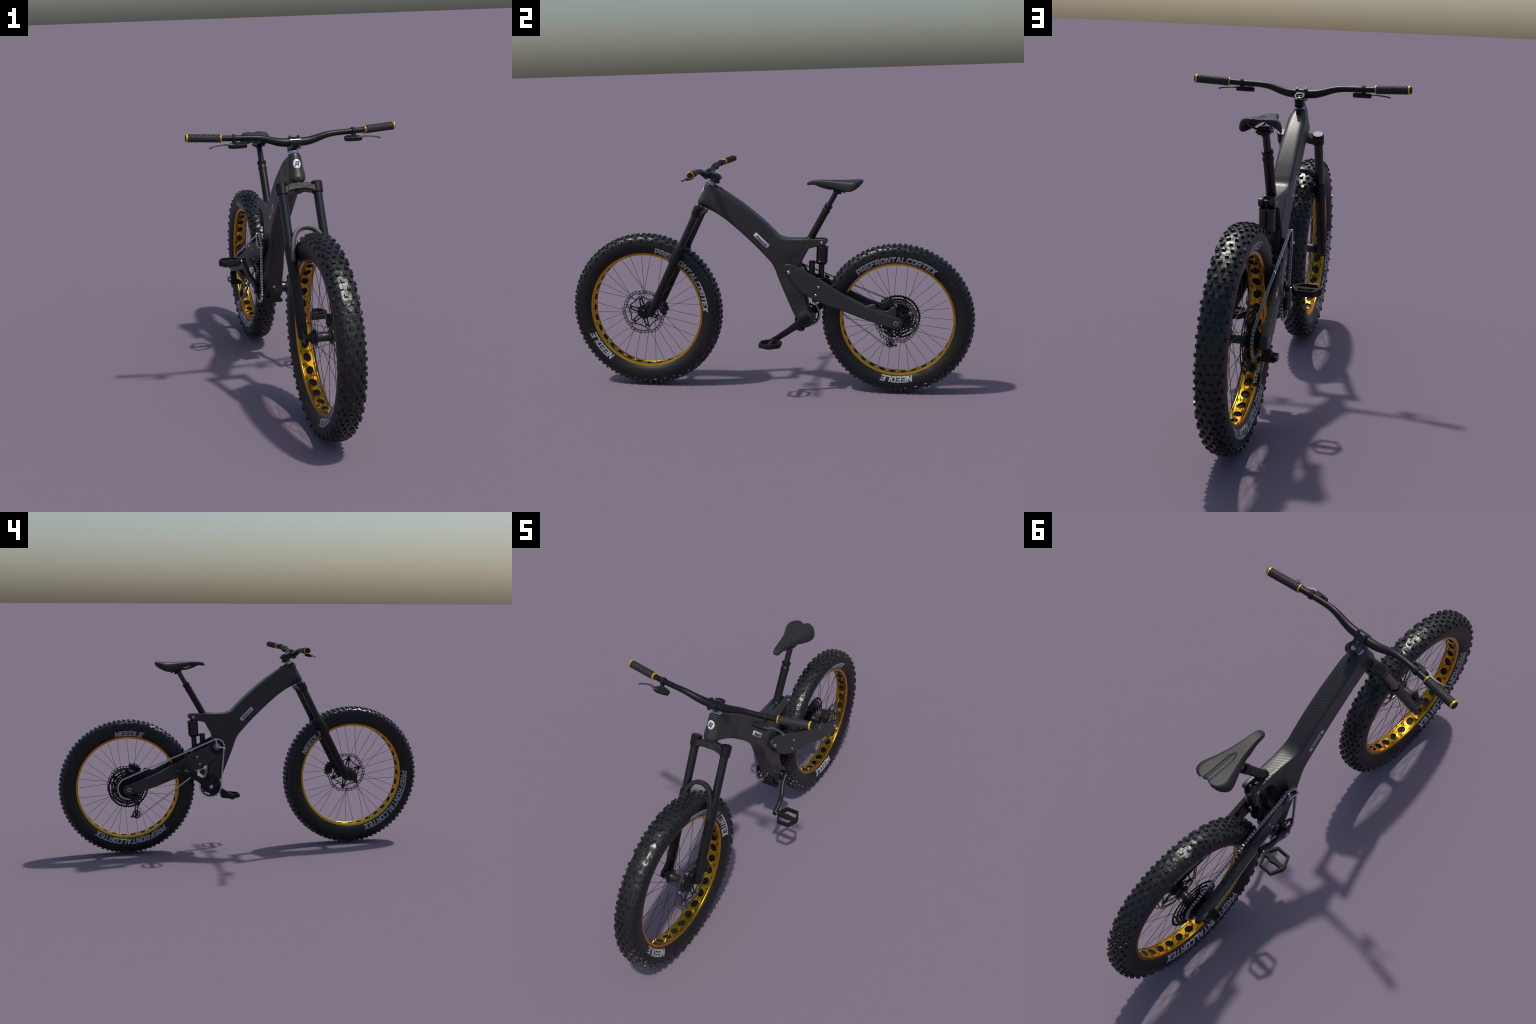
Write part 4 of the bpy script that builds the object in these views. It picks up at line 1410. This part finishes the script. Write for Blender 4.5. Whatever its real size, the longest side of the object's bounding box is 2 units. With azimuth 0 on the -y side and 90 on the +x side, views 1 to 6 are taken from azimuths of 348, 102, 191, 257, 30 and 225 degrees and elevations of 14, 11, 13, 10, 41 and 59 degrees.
# lower chain guide behind the ring
LG = V(-.052, .2365, .443)
g = Geo()
lg = [(LG[1] - .022, LG[2] - .022), (LG[1] - .022, LG[2] + .004), (LG[1] - .012, LG[2] + .018), (LG[1] + .004, LG[2] + .020), (LG[1] + .016, LG[2] + .008), (LG[1] + .016, LG[2] - .006), (LG[1], LG[2] - .022)]
g.add(*prism(lg, V(-.062, 0, 0), *YZ, 0, .004, .001))
g.add(*rod(LG + V(-.011, 0, 0), LG + V(.03, 0, 0), .0048, 14))
g.obj("chain_guide", "lever", idl, 30)
g = Geo().add(*lathe([(-.006, .0105), (-.006, .0145), (.006, .0145), (.006, .0105)], LG + V(-.012, 0, -.001), (1, 0, 0), 24))
g.add(*box(LG + V(.010, .002, .026), (.010, .009, .012), None, .002)).add(*box(LG + V(.006, -.004, -.008), (.006, .014, .008), None, .002))
g.obj("chain_guide_roller", "black_gloss", idl, 30)

# rear derailleur: body, cage, two jockey wheels
J1, J2 = V(-.0600, .5960, .2880), V(-.0600, .5965, .2225)
der = empty("rear_derailleur", bike)
g = Geo()
g.add(*rod(V(-.105, .628, .325), V(-.076, .628, .325), .0115, 20, .002))
g.add(*rod(V(-.108, .602, .306), V(-.080, .602, .306), .0130, 20, .002))
g.add(*box(V(-.094, .615, .316), (.012, .022, .011), [V(1, 0, 0), unit(V(0, .8, .6)), unit(V(0, -.6, .8))], .003))
g.add(*rod(V(-.112, .592, .292), V(-.066, .592, .292), .0120, 20, .003))
g.add(*box(V(-.080, .633, .340), (.004, .010, .020), None, .002))
g.obj("derailleur_body", "black_satin", der, 32)
g = Geo().add(*box(V(-.121, .604, .304), (.0022, .014, .010), None, .001)).add(*box(V(-.112, .604, .313), (.010, .012, .0015), None, .0005)).add(*box(V(-.112, .604, .295), (.010, .012, .0015), None, .0005))
g.obj("derailleur_cover", "black_gloss", der, 32)
g = Geo()
for dx in (-.0072, .0072):
    for dy in (-.008, .008):
        p, q = J1 + V(dx, dy, .004), J2 + V(dx, dy * .55, 0)
        d = unit(q - p)
        g.add(*box((p + q) / 2, (.0012, np.linalg.norm(q - p) / 2 + .004, .0022), [V(1, 0, 0), d, np.cross(V(1, 0, 0), d)], .0004))
    g.add(*rod(J2 + V(dx - .001, 0, 0), J2 + V(dx + .001, 0, 0), .010, 18))
    g.add(*box(J2 + V(dx, .014, -.010), (.0012, .013, .0028), [V(1, 0, 0), unit(V(0, .9, .1)), unit(V(0, -.1, .9))], .0004))
g.add(*rod(J2 + V(-.009, .027, -.0095), J2 + V(.009, .027, -.0095), .0058, 14))
g.obj("derailleur_cage", "black_gloss", der, 30)
for Jc, r, t in ((J1, .0155, 12), (J2, .0235, 14)):
    g = Geo().add(*gear_ring(Jc, Jc[0], t, r, .0042, .004, .0024))
    sp = spider(Jc, Jc[0], .004, r - .0075, 7, .0016, .0022, .0)
    g.add(sp.v, sp.f).add(*rod(Jc - V(.005, 0, 0), Jc + V(.005, 0, 0), .0062, 16))
    g.obj("jockey_wheel", "cassette", der, 30)

# ------------------------------------------------------------------ chain
def tangent(c1, r1, c2, r2, side):
    """outer tangent of two circles in the (y,z) plane; side = +1 keeps both on the left of travel"""
    d = c2 - c1
    L = np.linalg.norm(d)
    a0 = math.atan2(d[1], d[0])
    be = math.acos((r1 * side - r2 * side) / L) if True else 0
    a = a0 - side * 0 - be if side > 0 else a0 + math.acos((r1 - r2) / L)
    n = V(math.cos(a), math.sin(a))
    return c1 + n * r1, c2 + n * r2, a
def arc(c, r, a0, a1, ccw):
    if ccw:
        while a1 < a0:
            a1 += 2 * PI
    else:
        while a1 > a0:
            a1 -= 2 * PI
    k = max(2, int(abs(a1 - a0) * r / .004))
    return [c + r * V(math.cos(a0 + (a1 - a0) * i / k), math.sin(a0 + (a1 - a0) * i / k)) for i in range(k + 1)]
def p2(v):
    return V(v[1], v[2])
cb, rb = p2(BB), RING_R - .0022
ci, ri_ = p2(ID), .0393
cs, rs = p2(REAR), .0565
j1, q1 = p2(J1), .0135
j2, q2 = p2(J2), .0215
def ang(c, p):
    return math.atan2(p[1] - c[1], p[0] - c[0])
def ext_tan(c1, r1, c2, r2, sgn):
    """external tangent points; sgn selects which side of the centre line"""
    d = c2 - c1
    L = np.linalg.norm(d)
    a = math.atan2(d[1], d[0]) + sgn * math.acos((r1 - r2) / L)
    n = V(math.cos(a), math.sin(a))
    return c1 + n * r1, c2 + n * r2
def int_tan(c1, r1, c2, r2, sgn):
    d = c2 - c1
    L = np.linalg.norm(d)
    a = math.atan2(d[1], d[0]) + sgn * math.acos(min(1, (r1 + r2) / L))
    n = V(math.cos(a), math.sin(a))
    return c1 + n * r1, c2 - n * r2
pts = []
# ring front -> idler front (both on the -y side)
a1, a2 = ext_tan(cb, rb, ci, ri_, 1)
# idler top -> cassette top
b1, b2_ = ext_tan(ci, ri_, cs, rs, 1)
# cassette bottom-rear -> upper jockey (internal), jockey pair (internal), lower jockey -> ring bottom
c1_, c2_ = int_tan(cs, rs, j1, q1, 1)
d1_, d2_ = int_tan(j1, q1, j2, q2, -1)
cr_, qr = V(LG[1], LG[2] - .001), .0165
e1_, e2_ = int_tan(j2, q2, cr_, qr, 1)
f1_, f2_ = int_tan(cr_, qr, cb, rb, -1)
pts += arc(ci, ri_, ang(ci, a2), ang(ci, b1), False)
pts += arc(cs, rs, ang(cs, b2_), ang(cs, c1_), False)
pts += arc(j1, q1, ang(j1, c2_), ang(j1, d1_), True)
pts += arc(j2, q2, ang(j2, d2_), ang(j2, e1_), False)
pts += arc(cr_, qr, ang(cr_, e2_), ang(cr_, f1_), True)
pts += arc(cb, rb, ang(cb, f2_), ang(cb, a1), False)
pts.append(pts[0])
C2 = np.array(pts)
seglen = np.linalg.norm(np.diff(C2, axis=0), axis=1)
cum = np.concatenate([[0], np.cumsum(seglen)])
total = cum[-1]
nlink = 2 * int(round(total / .0127 / 2))
pitch = total / nlink
def chain_at(s):
    s = s % total
    y, z = np.interp(s, cum, C2[:, 0]), np.interp(s, cum, C2[:, 1])
    return V(np.interp(y, [.12, .20, .55, .7], [CX - .002, CX - .002, CX + .001, CX + .001]), y, z)
def link_mesh(hx, w, nm):
    g = Geo()
    o = []
    for k in range(9):
        t = -PI / 2 + PI * k / 8
        o.append((pitch / 2 + w * math.cos(t), w * math.sin(t)))
    o += [(.0015, w * .45), (-.0015, w * .45)]
    for k in range(9):
        t = PI / 2 + PI * k / 8
        o.append((-pitch / 2 + w * math.cos(t), w * math.sin(t)))
    o += [(-.0015, -w * .45), (.0015, -w * .45)]
    for s in (1, -1):
        g.add(*prism(o, V(0, 0, 0), V(0, 1, 0), V(0, 0, 1), V(1, 0, 0), s * hx - .0010, s * hx + .0008, .0002))
    for q in (-pitch / 2, pitch / 2):
        g.add(*rod(V(-hx - .0008, q, 0), V(hx + .0010, q, 0), .0034, 10))
    return mesh_from(nm, g.v, g.f, "chain", 30)
lm = [link_mesh(.0022, .0046, "chain_link"), link_mesh(.0036, .0048, "chain_link")]
chain = empty("chain", bike)
for k in range(nlink):
    a, b = chain_at(k * pitch), chain_at((k + 1) * pitch)
    o = obj("chain_link", lm[k % 2], chain)
    o.location = tuple((a + b) / 2)
    o.rotation_euler = (math.atan2(b[2] - a[2], b[1] - a[1]), 0, 0)

bpy.context.view_layer.update()
